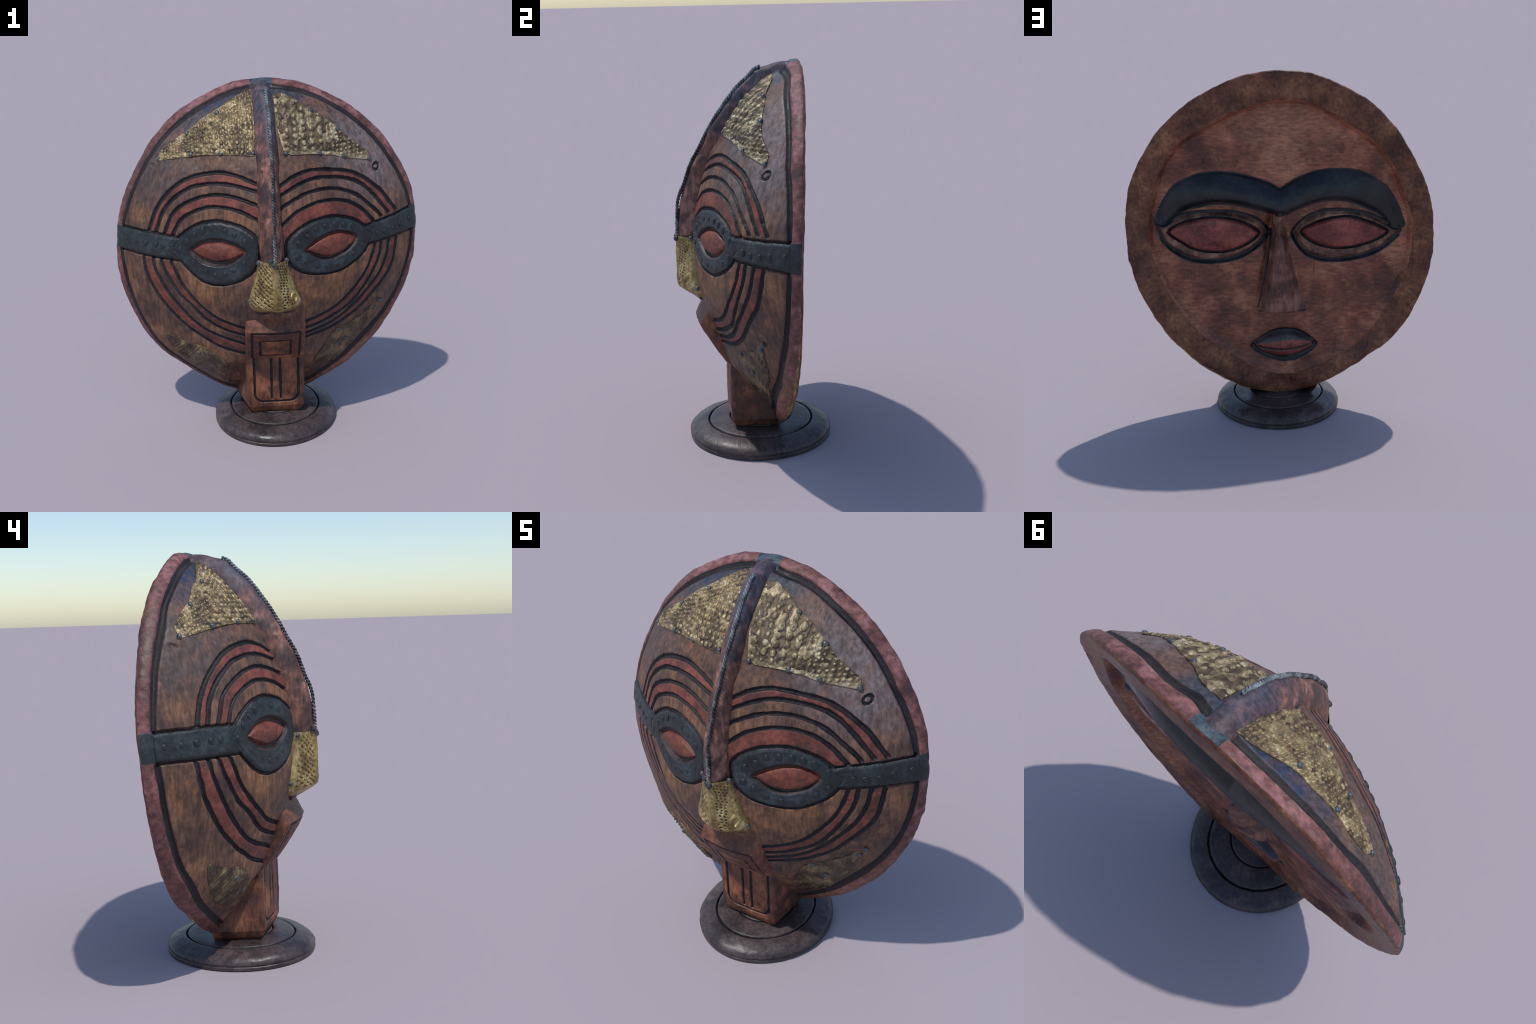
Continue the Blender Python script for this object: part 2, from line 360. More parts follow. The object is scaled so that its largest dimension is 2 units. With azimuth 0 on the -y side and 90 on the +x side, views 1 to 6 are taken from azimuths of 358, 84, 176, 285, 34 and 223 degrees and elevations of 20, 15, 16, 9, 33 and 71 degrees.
M["crown"] = new_material("blue_grey_paint", [(.25, (.02, .034, .046)), (.55, (.045, .068, .088)), (.8, (.10, .135, .165))], 12, rough=(.4, .6), grain_amount=.35, bump=.4)
M["eye"] = new_material("red_eye_paint", [(.25, (.065, .019, .014)), (.5, (.135, .034, .023)), (.75, (.205, .058, .036))], 7, rough=(.38, .6), spots=[(9, .57, .72, (.055, .022, .02), .7)], grain_amount=.25)
M["socket"] = new_material("dark_socket_wood", [(.25, (.02, .014, .015)), (.75, (.06, .038, .036))], 10)
M["ochre"] = new_material("worn_ochre_edge", [(.25, (.15, .08, .036)), (.6, (.29, .18, .075)), (.8, (.40, .27, .12))], 9, grain=60, grain_stretch=(.3, 1, 1), grain_amount=.35)
M["ridge"] = new_material("ridge_wood", [(.25, (.05, .026, .024)), (.5, (.125, .056, .043)), (.75, (.24, .10, .068))], 9,
                          spots=[(10, .53, .70, (.38, .19, .145), .7), (7, .57, .72, (.045, .026, .026), .6)], tint=[((0, .0, 1.97), .12, .45, (.05, .06, .095), .85)], grain=34, grain_stretch=(1.6, 1.6, .35), grain_amount=.4, bump=.4, bump_scale=45)  # the light pinkish spots put a highlight into the ridge's colour
M["brass"] = new_material("hammered_brass", [(.22, (.12, .084, .043)), (.45, (.225, .165, .083)), (.62, (.32, .242, .125)), (.8, (.45, .37, .22))], 18, rough=(.32, .5), metallic=.35,
                          spots=[(24, .56, .7, (.075, .048, .032), .75), (13, .6, .74, (.27, .16, .09), .5)], grain=80, grain_amount=.3, bump=.4, bump_scale=80)
M["bright_brass"] = new_material("pale_brass", [(.22, (.13, .098, .057)), (.45, (.25, .195, .108)), (.62, (.345, .278, .165)), (.8, (.46, .40, .27))], 20, rough=(.36, .52), metallic=.25,  # paler, greyer brass for the right plate
                                 spots=[(22, .57, .72, (.12, .08, .055), .7)], grain=80, grain_amount=.3, bump=.4, bump_scale=80)
M["patina"] = new_material("brown_patina", [(.25, (.04, .026, .017)), (.5, (.085, .058, .032)), (.75, (.17, .12, .062))], 24, rough=(.4, .6), metallic=.2, grain=80, grain_amount=.3, bump=.4, bump_scale=80)
M["nose_brass"] = new_material("pierced_brass", [(.22, (.16, .105, .036)), (.45, (.30, .215, .08)), (.65, (.40, .30, .125)), (.8, (.5, .4, .2))], 13, rough=(.3, .48), metallic=.35,
                               spots=[(15, .58, .72, (.13, .07, .038), .75)], grain=70, grain_amount=.3, bump=.35, bump_scale=60)
M["hole"] = new_material("dark_dent_tone", [(.3, (.032, .018, .015)), (.7, (.085, .05, .033))], 20)  # dark colour in shallow nose dents, standing in for open holes
M["dull_brass"] = new_material("tarnished_brass", [(.22, (.04, .028, .019)), (.5, (.105, .072, .04)), (.75, (.2, .145, .08))], 13, rough=(.4, .6), metallic=.25,
                               spots=[(9, .5, .66, (.06, .036, .028), .85)], grain=60, grain_stretch=(1, 1, .3), grain_amount=.35, bump=.5, bump_scale=60)
M["tack"] = new_material("grey_metal", [(.3, (.07, .078, .082)), (.7, (.17, .19, .195))], 30, rough=(.35, .5), metallic=.4, grain_amount=.3)
M["cord"] = new_material("grey_cord", [(.25, (.022, .022, .025)), (.5, (.065, .065, .07)), (.75, (.24, .245, .25))], 14, rough=(.5, .7), tint=[((0, .0, 1.97), .05, .45, (.24, .30, .34), .6)], grain=120, grain_amount=.4)
M["block"] = new_material("chin_wood", [(.25, (.06, .024, .017)), (.5, (.15, .055, .031)), (.75, (.26, .10, .05))], 7, spots=[(8, .55, .7, (.05, .026, .024), .75)],
                          grain=36, grain_stretch=(1.5, 1.5, .4), grain_amount=.35, bump=.4, bump_scale=45)
M["block_red"] = new_material("chin_red_paint", [(.25, (.065, .021, .018)), (.75, (.18, .05, .036))], 8, grain_amount=.3)
M["base"] = new_material("dark_turned_wood", [(.22, (.030, .022, .024)), (.5, (.050, .037, .038)), (.78, (.082, .058, .059))], 7, rough=(.28, .46), spots=[(9, .6, .76, (.13, .09, .088), .5)],
                         grain=60, grain_amount=.3, bump=.3, bump_scale=50)
M["back_wood"] = new_material("back_wood", [(.2, (.11, .036, .022)), (.42, (.20, .066, .039)), (.58, (.28, .098, .056)), (.8, (.40, .165, .093))], 4,
                              spots=[(5, .57, .74, (.40, .18, .092), .65), (3.6, .57, .76, (.075, .030, .023), .55)], tint=[((.0, .15, 1.62), .08, .32, (.42, .20, .115), .7)], rough=(.34, .5),
                              grain=48, grain_stretch=(.55, 1, 1.5), grain_amount=.34, bump=.4, bump_scale=45, spec=.4)
M["ledge_wood"] = new_material("ledge_wood", [(.2, (.074, .027, .017)), (.45, (.14, .052, .03)), (.62, (.20, .078, .043)), (.8, (.29, .125, .065))], 6,
                               spots=[(9, .58, .76, (.26, .12, .052), .5), (6, .58, .78, (.042, .022, .018), .55)], rough=(.36, .54), grain=50, grain_amount=.35, bump=.5, bump_scale=40, spec=.3)
M["brow"] = new_material("black_gloss_paint", [(.3, (.007, .008, .010)), (.7, (.020, .023, .028))], 9, rough=(.25, .38), grain_amount=.3, bump=.25, bump_scale=45)
M["ball"] = new_material("dark_red_gloss_paint", [(.25, (.125, .03, .024)), (.5, (.225, .054, .042)), (.75, (.32, .09, .07))], 7, rough=(.2, .36), grain_amount=.25, bump=.25, bump_scale=40,
                         spots=[(12, .6, .74, (.075, .022, .02), .7)])
M["lip_sheen"] = new_material("grey_lip_sheen", [(.25, (.035, .028, .03)), (.75, (.085, .07, .072))], 8, rough=(.22, .36), grain_amount=.25, bump=.2)  # grey of the upper lip: a glossy highlight put into the colour
M["back_nose"] = new_material("nose_wood", [(.25, (.07, .03, .024)), (.5, (.16, .066, .046)), (.75, (.30, .14, .095))], 8, grain=34, grain_stretch=(1.6, 1.6, .35), grain_amount=.35, bump=.4, rough=(.35, .52))
M["lid"] = new_material("lid_wood", [(.25, (.075, .034, .025)), (.5, (.18, .085, .056)), (.75, (.33, .18, .12))], 10, grain_amount=.35, bump=.4)

# ------------------------------------------------------------------ objects
thing = bpy.data.objects.new("wooden_mask", None)
thing["label"] = "round carved painted face mask with brass plates on a turned base"
thing["category"] = "mask"
bpy.context.scene.collection.objects.link(thing)


def add_object(name, mesh, material, parent=None):
    ob = bpy.data.objects.new(name, mesh)
    ob.parent = parent or thing
    if material is not None:
        mesh.materials.append(material)
    bpy.context.scene.collection.objects.link(ob)
    return ob


def build_mesh(name, verts, faces, normals=None, smooth_shade=True):
    me = bpy.data.meshes.new(name)
    faces = np.asarray(faces)
    me.vertices.add(len(verts))
    me.vertices.foreach_set("co", np.asarray(verts, np.float32).ravel())
    k = faces.shape[1]
    me.loops.add(faces.size)
    me.loops.foreach_set("vertex_index", faces.astype(np.int32).ravel())
    me.polygons.add(len(faces))
    me.polygons.foreach_set("loop_start", (np.arange(len(faces)) * k).astype(np.int32))
    me.polygons.foreach_set("use_smooth", np.full(len(faces), smooth_shade))
    me.update(calc_edges=True)
    me.validate()
    if normals is not None and len(me.vertices) == len(normals):
        me.normals_split_custom_set_from_vertices(normals)
    return me


def vertex_normals(verts, faces):
    n = np.zeros_like(verts)
    d1 = verts[faces[:, 2]] - verts[faces[:, 0]]
    d2 = verts[faces[:, 3]] - verts[faces[:, 1]]
    fn = np.cross(d1, d2)
    for k in range(4):
        np.add.at(n, faces[:, k], fn)
    return n / (np.linalg.norm(n, axis=1, keepdims=True) + 1e-12)


def split_regions(verts, faces, region, parts, normals):
    """One object per (region id): parts = {id: (name, material, parent)}."""
    made = {}
    for rid, (name, material, parent) in parts.items():
        f = faces[region == rid]
        if not len(f):
            continue
        used, inv = np.unique(f, return_inverse=True)
        me = build_mesh(name, verts[used], inv.reshape(-1, 4), normals[used])
        made[rid] = add_object(name, me, material, made.get(parent) if parent is not None else None)
    return made


# ------------------------------------------------------------------ mask body: one polar surface
dome_y = tps_fit(DOME + RIM_GROOVE)
groove_r, groove_y = loop_function(RIM_GROOVE, 9)
edge_r, edge_y = loop_function(BACK_EDGE, 12)
ledge_r, ledge_y = loop_function(LEDGE, 12)
back_plane = tps_fit(BACK_EDGE[::2], 2e-2)

N = 1500                                        # points round
th = np.linspace(0, TAU, N, endpoint=False)
tw = (th + math.pi) % TAU - math.pi
gr, gy, er, ey, lr, ly = groove_r(tw), groove_y(tw), edge_r(tw), edge_y(tw), ledge_r(tw), ledge_y(tw)
ey = ey - np.interp(CZ + er * np.sin(th), [.11, .2, .8, 1.4, 1.8], [.034, .017, .0125, .010, .006])
er = er + .006 * np.clip(-np.cos(th), 0, 1)
ey = ey - .020 * np.exp(-((np.degrees(tw) + 120) / 22) ** 2)
ly = ly + np.interp(CZ + lr * np.sin(th), [.2, .5, 1.1, 1.6, 1.9], [-.038, -.024, -.008, .0, .004]) - .026 * np.exp(-((np.degrees(tw) + 130) / 20) ** 2)      # the ledge leans into the hollow lower down
# the lower rim swells outward in front of the back edge
swell = np.interp(np.degrees(tw), [-180, -150, -125, -108, -90, -72, -60, -45, -30, -12, 180], [0, .004, .008, .010, .010, .02, .024, .018, .006, 0, 0])
circ = np.c_[np.cos(th) * 6, np.sin(th) * 6, 0 * th]
nick = .0035 * lattice_noise(circ, 2.2, 3) + .0025 * lattice_noise(circ, 5.5, 4)
er = er + nick
lr = lr * np.interp(CZ + lr * np.sin(th), [.5, 1.2, 1.5], [.99, .985, .972]) + .006 * lattice_noise(circ, 1.2, 5) + .003 * lattice_noise(circ, 5, 6)
ct, st = np.cos(th), np.sin(th)

rim_xz = np.stack([CX + er * np.cos(th), CZ + er * np.sin(th)], 1)
no_strap = smooth(.0, .02, np.minimum(polygon_sdf(rim_xz, np.array(STRAP_R)), polygon_sdf(rim_xz, np.array(STRAP_L))))
rings = []                                      # (r, y, kind) arrays from the front pole to the back pole
NF = 270
front_s = np.linspace(0.004, 1, NF)
for s in front_s:
    rings.append((gr * s, None))
RIM_T = np.r_[np.linspace(0.04, .3, 8), np.linspace(.36, 1, 14)]
for t in RIM_T:                                  # rim band, bulging a little outward
    r = gr + (er - gr) * np.sin(t * math.pi / 2) ** .9 + swell * np.sin(np.clip(t, 0, 1) * math.pi) ** .7
    y = dome_y(CX + gr * ct, CZ + gr * st) * (1 - t) + ey * t
    dip = .014 * (1 - smooth(.03, .26, t)) * (1 if t > .03 else 0) * no_strap
    rings.append((r - dip * .6, y + dip * .5))
EDGE = [(.0025, .006), (.008, .0105), (.016, .012), (.03, .0125)]
for dr, dy in EDGE:
    rings.append((er - dr, ey + dy))
for t in np.linspace(.15, 1, 14):                # flat ledge
    r = (er - .03) * (1 - t) + lr * t
    y = (ey + .0125) * (1 - t) + (ly + .006) * t
    rings.append((r, y))
n_ledge_end = len(rings)
NB = 190
for s in np.linspace(1, .005, NB)[1:]:           # hollow
    rings.append((lr * s, "back"))

R = np.array([q[0] for q in rings])
X = CX + R * ct
Z = CZ + R * st
K = len(rings)
Y = np.zeros_like(X)
for k, (r, y) in enumerate(rings):
    if y is not None and not isinstance(y, str):
        Y[k] = y
Y[:NF] = dome_y(X[:NF], Z[:NF]).reshape(NF, N)

# ---- front relief, along the dome's normal
def almond(p, poly):
    """Rounded swelling (0..1) inside an almond-shaped outline."""
    c = (poly.max(0) + poly.min(0)) / 2
    q = poly - c
    ax = np.linalg.svd(q, full_matrices=False)[2]
    ext = np.abs(q @ ax.T).max(0) * 1.04
    u = ((p - c) @ ax.T) / ext
    return np.sqrt(np.clip(1 - (u ** 2).sum(1), 0, 1))


GROOVE_HALF = .0104
carved = [catmull(c) for c in ARC_R + ARC_L + CHEEK_R + CHEEK_L]
arcs_r, arcs_l, cheeks_r, cheeks_l = ([catmull(c) for c in g] for g in (ARC_R, ARC_L, CHEEK_R, CHEEK_L))
ring_out = [catmull(c, True, 6) for c in (RING_OUT_R, RING_OUT_L)]
ring_in = [catmull(c, True, 6) for c in (RING_IN_R, RING_IN_L)]
eye_poly = [catmull(c, True, 6) for c in (EYE_R, EYE_L)]
strap_poly = [np.array(STRAP_R), np.array(STRAP_L)]
red_poly = [np.vstack([a, b[::-1]]) for a, b in ((arcs_r[0], arcs_r[1]), (arcs_l[0], arcs_l[1]), (arcs_l[2], arcs_l[3]), (cheeks_r[0], cheeks_r[1]), (cheeks_r[2], cheeks_r[3]),
                                                 (cheeks_l[0], cheeks_l[1]), (cheeks_l[2], cheeks_l[3]))]
red_poly.append(np.vstack([arcs_r[3], np.array([(.54, 1.2), (.33, 1.2), (.09, 1.2), (.06, 1.21)])]))


def front_fields(p):
    """Distances that both the relief and the split into parts use."""
    wob = .0016 * lattice_noise(np.c_[p, 0 * p[:, 0]], 32, 11) + .0012 * lattice_noise(np.c_[p, 0 * p[:, 0]], 75, 12)
    g = np.full(len(p), .06)
    for c in carved:
        g = np.minimum(g, curve_distance(p, c))
    out = np.minimum(*[polygon_sdf(p, q) for q in ring_out])
    inn = np.minimum(*[polygon_sdf(p, q) for q in ring_in])
    eye = np.minimum(*[polygon_sdf(p, q) for q in eye_poly])
    strap = np.minimum(*[polygon_sdf(p, q) for q in strap_poly])
    return g + wob, out + wob, inn + wob, eye + wob, strap + wob


pf = np.stack([X[:NF].ravel(), Z[:NF].ravel()], 1)
e = 1e-3
# let grid lines follow the carved edges: nudge nearby vertices onto them
def front_levels(p):
    g_, o_, i_, e_, s_ = front_fields(p)
    return np.stack([g_ - GROOVE_HALF, o_, o_ - .016, s_, s_ - .010, i_, e_], 1)


lev = front_levels(pf)
inside_ring = np.tile(gr, NF) - np.hypot(pf[:, 0] - CX, pf[:, 1] - CZ) > .012
for k in range(lev.shape[1]):
    near_ = np.where((np.abs(lev[:, k]) < .0021) & inside_ring)[0]
    if len(near_):
        q_ = pf[near_]
        f0 = lev[near_, k]
        dd = np.stack([front_levels(q_ + np.array(o))[:, k] - f0 for o in ((4e-4, 0), (0, 4e-4))], 1) / 4e-4
        dd /= np.maximum((dd ** 2).sum(1, keepdims=True), .25)
        pf[near_] = q_ - dd * f0[:, None] * .9
X[:NF], Z[:NF] = pf[:, 0].reshape(NF, N), pf[:, 1].reshape(NF, N)
Y[:NF] = dome_y(pf[:, 0], pf[:, 1]).reshape(NF, N)
gx = (dome_y(pf[:, 0] + e, pf[:, 1]) - dome_y(pf[:, 0] - e, pf[:, 1])) / (2 * e)
gz = (dome_y(pf[:, 0], pf[:, 1] + e) - dome_y(pf[:, 0], pf[:, 1] - e)) / (2 * e)
nrm = np.stack([gx, -np.ones_like(gx), gz], 1)
nrm /= np.linalg.norm(nrm, axis=1, keepdims=True)

g, d_out, d_in, d_eye, d_strap = front_fields(pf)
h = np.zeros(len(pf))
p3 = np.c_[pf, 0 * pf[:, 0]]
h += .0028 * lattice_noise(p3, 9, 21) + .0016 * lattice_noise(p3, 26, 22) + .0009 * lattice_noise(p3, 60, 23)
cut = 1 - smooth(.2, 1.15, g / GROOVE_HALF)
outside = (d_out > 0) & (d_strap > 0)
h -= np.where(outside, cut * .013, 0)
moat = np.minimum(np.abs(d_out - .009), np.abs(d_strap - .006))
h -= np.where(outside, (1 - smooth(.3, 1.1, np.minimum(np.where(d_out > 0, np.abs(d_out - .008) / .010, 9), np.where(d_strap > 0, np.abs(d_strap - .006) / .008, 9)))) * .012, 0)
strap_up = (1 - smooth(-.012, 0, d_strap)) * .006
ring_up = (1 - smooth(-.016, .002, d_out)) * .007
h += np.maximum(strap_up * (d_out > -.004), ring_up)
h -= (1 - smooth(-.012, .004, d_in)) * .022                       # eye hole
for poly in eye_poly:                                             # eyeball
    h += almond(pf, poly) * smooth(.001, -.012, d_eye) * .027
r_now = np.hypot(pf[:, 0] - CX, pf[:, 1] - CZ)
to_rim = np.tile(gr, NF) - r_now
lip = (d_strap > 0)
h -= np.where(lip, (1 - smooth(.004, .016, to_rim)) * .014, 0)    # groove inside the rim
hole = np.hypot(pf[:, 0] - .614, pf[:, 1] - 1.521)
h -= (np.abs(hole - .017) < .006) * .008
low_dent = np.hypot(pf[:, 0] + .62, pf[:, 1] - 1.56)
h -= (1 - smooth(.006, .016, low_dent)) * .008
plan = np.stack([X, Z], -1).copy()             # where each front vertex lies before it is carved
front = np.stack([pf[:, 0], Y[:NF].ravel(), pf[:, 1]], 1) + nrm * h[:, None]
X[:NF], Y[:NF], Z[:NF] = (front[:, k].reshape(NF, N) for k in range(3))

# ---- hollow back with its own face
kb = n_ledge_end
pb = np.stack([X[kb:].ravel(), Z[kb:].ravel()], 1)
q3 = np.c_[pb, 0 * pb[:, 0]]
inward = np.tile(lr, K - kb) - np.hypot(pb[:, 0] - CX, pb[:, 1] - CZ)
sheet = back_plane(pb[:, 0], pb[:, 1])
DEPTH = .058
lip_y = np.tile(ly + .006, K - kb)
drop = np.interp(pb[:, 1], [.25, .5, 1.1, 1.4, 1.6, 1.8], [.046, .054, .056, .05, .043, .04])
drop = drop - .016 * np.exp(-(pb[:, 0] / .18) ** 2 - ((pb[:, 1] - 1.5) / .15) ** 2)
blend = smooth(.0, np.interp(pb[:, 1], [.3, .7, 1.2], [.07, .045, .03]), inward)
floor = lip_y * (1 - blend) + (sheet - drop - .012 * smooth(.05, .4, inward)) * blend
floor += .004 * lattice_noise(q3, 6, 31) + .0018 * lattice_noise(q3, 22, 32) + .001 * lattice_noise(q3, 55, 33)
# chisel marks that run from the wall into the hollow, and a few drying cracks
ang = np.arctan2(pb[:, 1] - CZ, pb[:, 0] - CX)
marks = lattice_noise(np.c_[np.cos(ang) * 14, np.sin(ang) * 14, inward * 2], 1.0, 34)
floor -= .004 * np.clip(marks - .25, 0, 1) * (1 - smooth(.05, .22, inward)) * smooth(.0, .03, inward)
for cx_, z0, z1 in ((.345, 1.47, 1.56), (.43, 1.47, 1.52), (.555, .79, .86), (-.19, .80, .93), (.36, .86, .91), (-.02, 1.5, 1.53)):
    w = .004 * lattice_noise(np.c_[pb[:, 1] * 30, 0 * ang, 0 * ang], 1, 35)
    taper = np.sin(np.clip((pb[:, 1] - z0) / (z1 - z0), 0, 1) * math.pi)
    floor -= .008 * np.exp(-((pb[:, 0] - cx_ - w) / .0032) ** 2) * taper

brow_c = [catmull(BROW_CENTRE_R), catmull(BROW_CENTRE_L)]
lid_p = [catmull(c, True, 5) for c in (LID_R, LID_L)]
ball_p = [catmull(c, True, 5) for c in (BALL_R, BALL_L)]
mouth_p, lips_p = catmull(MOUTH, True, 5), catmull(LIPS, True, 5)
lip_line, lip_dark = catmull(LIP_LINE), catmull(LIP_DARK)
NOSE = [(1.27, .034, .022, -.010, -.026), (1.12, .046, .029, -.004, -.028), (.95, .064, .038, -.02, -.056), (.8, .092, .058, -.04, -.094), (.62, .128, .094, -.068, -.150)]   # z, left foot, crest from, crest to, right foot
nose_crest = ([.56, .62, .745, .894, 1.04, 1.13, 1.27], [.152, .166, .184, .190, .190, .185, .186])


def brow_height(p, c, base):
    d = curve_distance(p, c, .25)
    tip = np.interp(np.abs(p[:, 0]), [0, .08, .2, .45, .6, .69], [.070, .081, .087, .09, .071, .024])
    crest = np.interp(p[:, 0], [-.69, -.6, -.48, -.25, -.1, 0, .1, .22, .34, .48, .6, .65, .69], [.122, .162, .186, .200, .204, .196, .200, .198, .19, .162, .132, .118, .105])
    w = d / tip
    o_ = np.argsort(c[:, 0])
    t = np.clip(w, 0, 1) * np.sign(p[:, 1] - np.interp(p[:, 0], c[o_, 0], c[o_, 1]))      # the crest lies low and overhangs the eye
    u_ = np.where(t > -.42, (t + .42) / 1.42, (t + .42) / .58)
    prof = np.clip(1 - np.abs(u_) ** 1.9, 0, 1) ** .75
    return np.where(w < 1, base + (crest - base) * prof, -9), w


def nose_height(p, base):
    zz = p[:, 1]
    tab = np.array(NOSE)[::-1]
    l, cl, cr, r_ = (np.interp(zz, tab[:, 0], tab[:, k]) for k in (1, 2, 3, 4))
    top = np.interp(zz, *nose_crest)
    x = p[:, 0]
    mid = cl * .5 + cr * .5
    up = np.where(x > cl, .72 * np.clip((l - x) / (l - cl), 0, 1), np.where(x > mid, 1 - .28 * ((x - mid) / (cl - mid)) ** 1.3,
                  np.where(x > cr, 1 - .2 * ((mid - x) / (mid - cr)) ** 1.3, .8 * np.clip((x - r_) / (cr - r_), 0, 1))))
    ok = (x < l) & (x > r_) & (zz > .615) & (zz < 1.27)
    return np.where(ok, base + (top - base) * up, -9), ok


def back_levels(p):
    li = np.minimum(*[polygon_sdf(p, q) for q in lid_p])
    ba = np.minimum(*[polygon_sdf(p, q) for q in ball_p])
    z0_ = np.zeros(len(p))
    br = (np.minimum(brow_height(p, brow_c[0], z0_)[1], brow_height(p, brow_c[1], z0_)[1]) - 1) * .09
    return np.stack([li - .013, li + .006, np.abs(ba) - .007, polygon_sdf(p, mouth_p), polygon_sdf(p, lips_p) + .002, br, br - .009], 1)


def snap(p, levels, allowed, reach=.0022):
    """Nudge grid vertices that lie close to a carved edge onto it."""
    lv = levels(p)
    for k in range(lv.shape[1]):
        near_ = np.where((np.abs(lv[:, k]) < reach) & allowed)[0]
        if len(near_):
            q_ = p[near_]
            dd = np.stack([levels(q_ + np.array(o))[:, k] - lv[near_, k] for o in ((4e-4, 0), (0, 4e-4))], 1) / 4e-4
            dd /= np.maximum((dd ** 2).sum(1, keepdims=True), .25)
            p[near_] = q_ - dd * lv[near_, k][:, None] * .9


snap(pb, back_levels, inward > .02)
X[kb:], Z[kb:] = pb[:, 0].reshape(K - kb, N), pb[:, 1].reshape(K - kb, N)
lid = np.minimum(*[polygon_sdf(pb, q) for q in lid_p])
ball = np.minimum(*[polygon_sdf(pb, q) for q in ball_p])
mouth, lips = polygon_sdf(pb, mouth_p), polygon_sdf(pb, lips_p)
yb = floor.copy()
tilt = np.clip((pb[:, 1] - 1.075) / .12, -1, 1)
yb += (1 - smooth(-.01, .05, lid)) * np.where(tilt > 0, .016, .008) * tilt
yb -= .024 * np.exp(-((np.abs(pb[:, 0]) - .10) / .05) ** 2 - ((pb[:, 1] - 1.07) / .06) ** 2)
tab = np.array(NOSE)[::-1]
foot_l, foot_r = (np.interp(pb[:, 1], tab[:, 0], tab[:, k]) for k in (1, 4))
well = np.interp(pb[:, 1], [.62, .72, .95, 1.15, 1.22], [0, .012, .03, .034, 0])
yb -= well * np.maximum(np.exp(-((pb[:, 0] - foot_l - .008) / .022) ** 2), .0 * pb[:, 0])
yb -= (1 - smooth(.0, .02, np.abs(lid - .002))) * .010                                   # black line round the lids
yb += (1 - smooth(-.03, -.004, lid)) * .034 - (1 - smooth(-.05, .01, lid)) * .018
yb -= (1 - smooth(.002, .010, np.abs(ball))) * .012
for poly in ball_p:
    yb += almond(pb, poly) * smooth(.0, -.02, ball) * .032
yb -= (1 - smooth(-.02, .006, mouth)) * .012
yb += almond(pb, lips_p) * smooth(.0, -.02, lips) * .052
yb -= (1 - smooth(0, .009, curve_distance(pb, lip_line))) * .008 * (lips < 0)
b0, w0 = brow_height(pb, brow_c[0], floor)
b1, w1 = brow_height(pb, brow_c[1], floor)
nz, nose_ok = nose_height(pb, floor)
yb = np.maximum(yb, np.maximum(np.maximum(b0, b1), nz))
Y[kb:] = yb.reshape(K - kb, N)
# weathering of rim and ledge
rim_slice = slice(NF, kb)
pr = np.stack([X[rim_slice].ravel(), Y[rim_slice].ravel(), Z[rim_slice].ravel()], 1)
amp = (.0026 * lattice_noise(pr, 14, 41) + .0016 * lattice_noise(pr, 38, 42)).reshape(kb - NF, N)
fade = np.ones((kb - NF, 1))
fade[-1], fade[0] = .4, .3
Y[rim_slice] += amp * fade * .8
X[rim_slice] += amp * ct * fade * .7
Z[rim_slice] += amp * st * fade * .7
gouge = np.zeros_like(X)
for gx_, gz_ in ((.82, 1.24), (.835, 1.19), (.6, 1.69)):
    gouge += np.exp(-(((X - gx_) / .014) ** 2 + ((Z - gz_) / .05) ** 2))
Y[NF + len(RIM_T) + 2:kb] -= (gouge * .009)[NF + len(RIM_T) + 2:kb]

plan[NF:] = np.stack([X[NF:], Z[NF:]], -1)
V = np.stack([X.ravel(), Y.ravel(), Z.ravel()], 1)
iu, ju = np.meshgrid(np.arange(K - 1), np.arange(N), indexing="ij")
jn = (ju + 1) % N
F = np.stack([iu * N + ju, iu * N + jn, (iu + 1) * N + jn, (iu + 1) * N + ju], -1).reshape(-1, 4)
ring_of = iu.ravel()
normal = vertex_normals(V, F)
if normal[N * 20, 1] > 0:                         # front must face -y
    F = F[:, ::-1].copy()
    normal = -normal

cen = V[F].mean(1)
pc = plan.reshape(-1, 2)[F].mean(1)
region = np.zeros(len(F), int)
ff = ring_of < NF - 1
fr = (ring_of >= NF - 1) & (ring_of < NF + len(RIM_T) - 1)
fe = (ring_of >= NF + len(RIM_T) - 1) & (ring_of < kb)
fb = ring_of >= kb

WOOD, GROOVE, RING, EYE, SOCKET, STRAP, PINK, CROWN, OCHRE, LEDGE_ID, BACK, BROW, LID, BALL, LINE, NOSE_ID, LIP, LIPDARK, RED = 1, 2, 3, 5, 7, 8, 10, 12, 13, 14, 15, 16, 18, 20, 22, 23, 24, 25, 30
g, d_out, d_in, d_eye, d_strap = front_fields(pc)
side = (pc[:, 0] < 0.0).astype(int)
reg = np.full(len(F), WOOD)
for k, poly in enumerate(red_poly):
    reg = np.where(polygon_sdf(pc, poly) < 0, RED + k, reg)
near_rim = np.hypot(pc[:, 0] - CX, pc[:, 1] - CZ) > groove_r(np.arctan2(pc[:, 1] - CZ, pc[:, 0] - CX)) - .013
dark = (g < GROOVE_HALF) | (d_out < .016) | (d_strap < .010) | near_rim
dark |= np.abs(np.hypot(pc[:, 0] - .614, pc[:, 1] - 1.521) - .017) < .006
reg = np.where(dark, GROOVE, reg)
reg = np.where(d_strap < 0, STRAP + side, reg)
reg = np.where(d_out < 0, RING + side, reg)
reg = np.where(d_in < 0, SOCKET, reg)
reg = np.where(d_eye < 0, EYE + side, reg)
region[ff] = reg[ff]
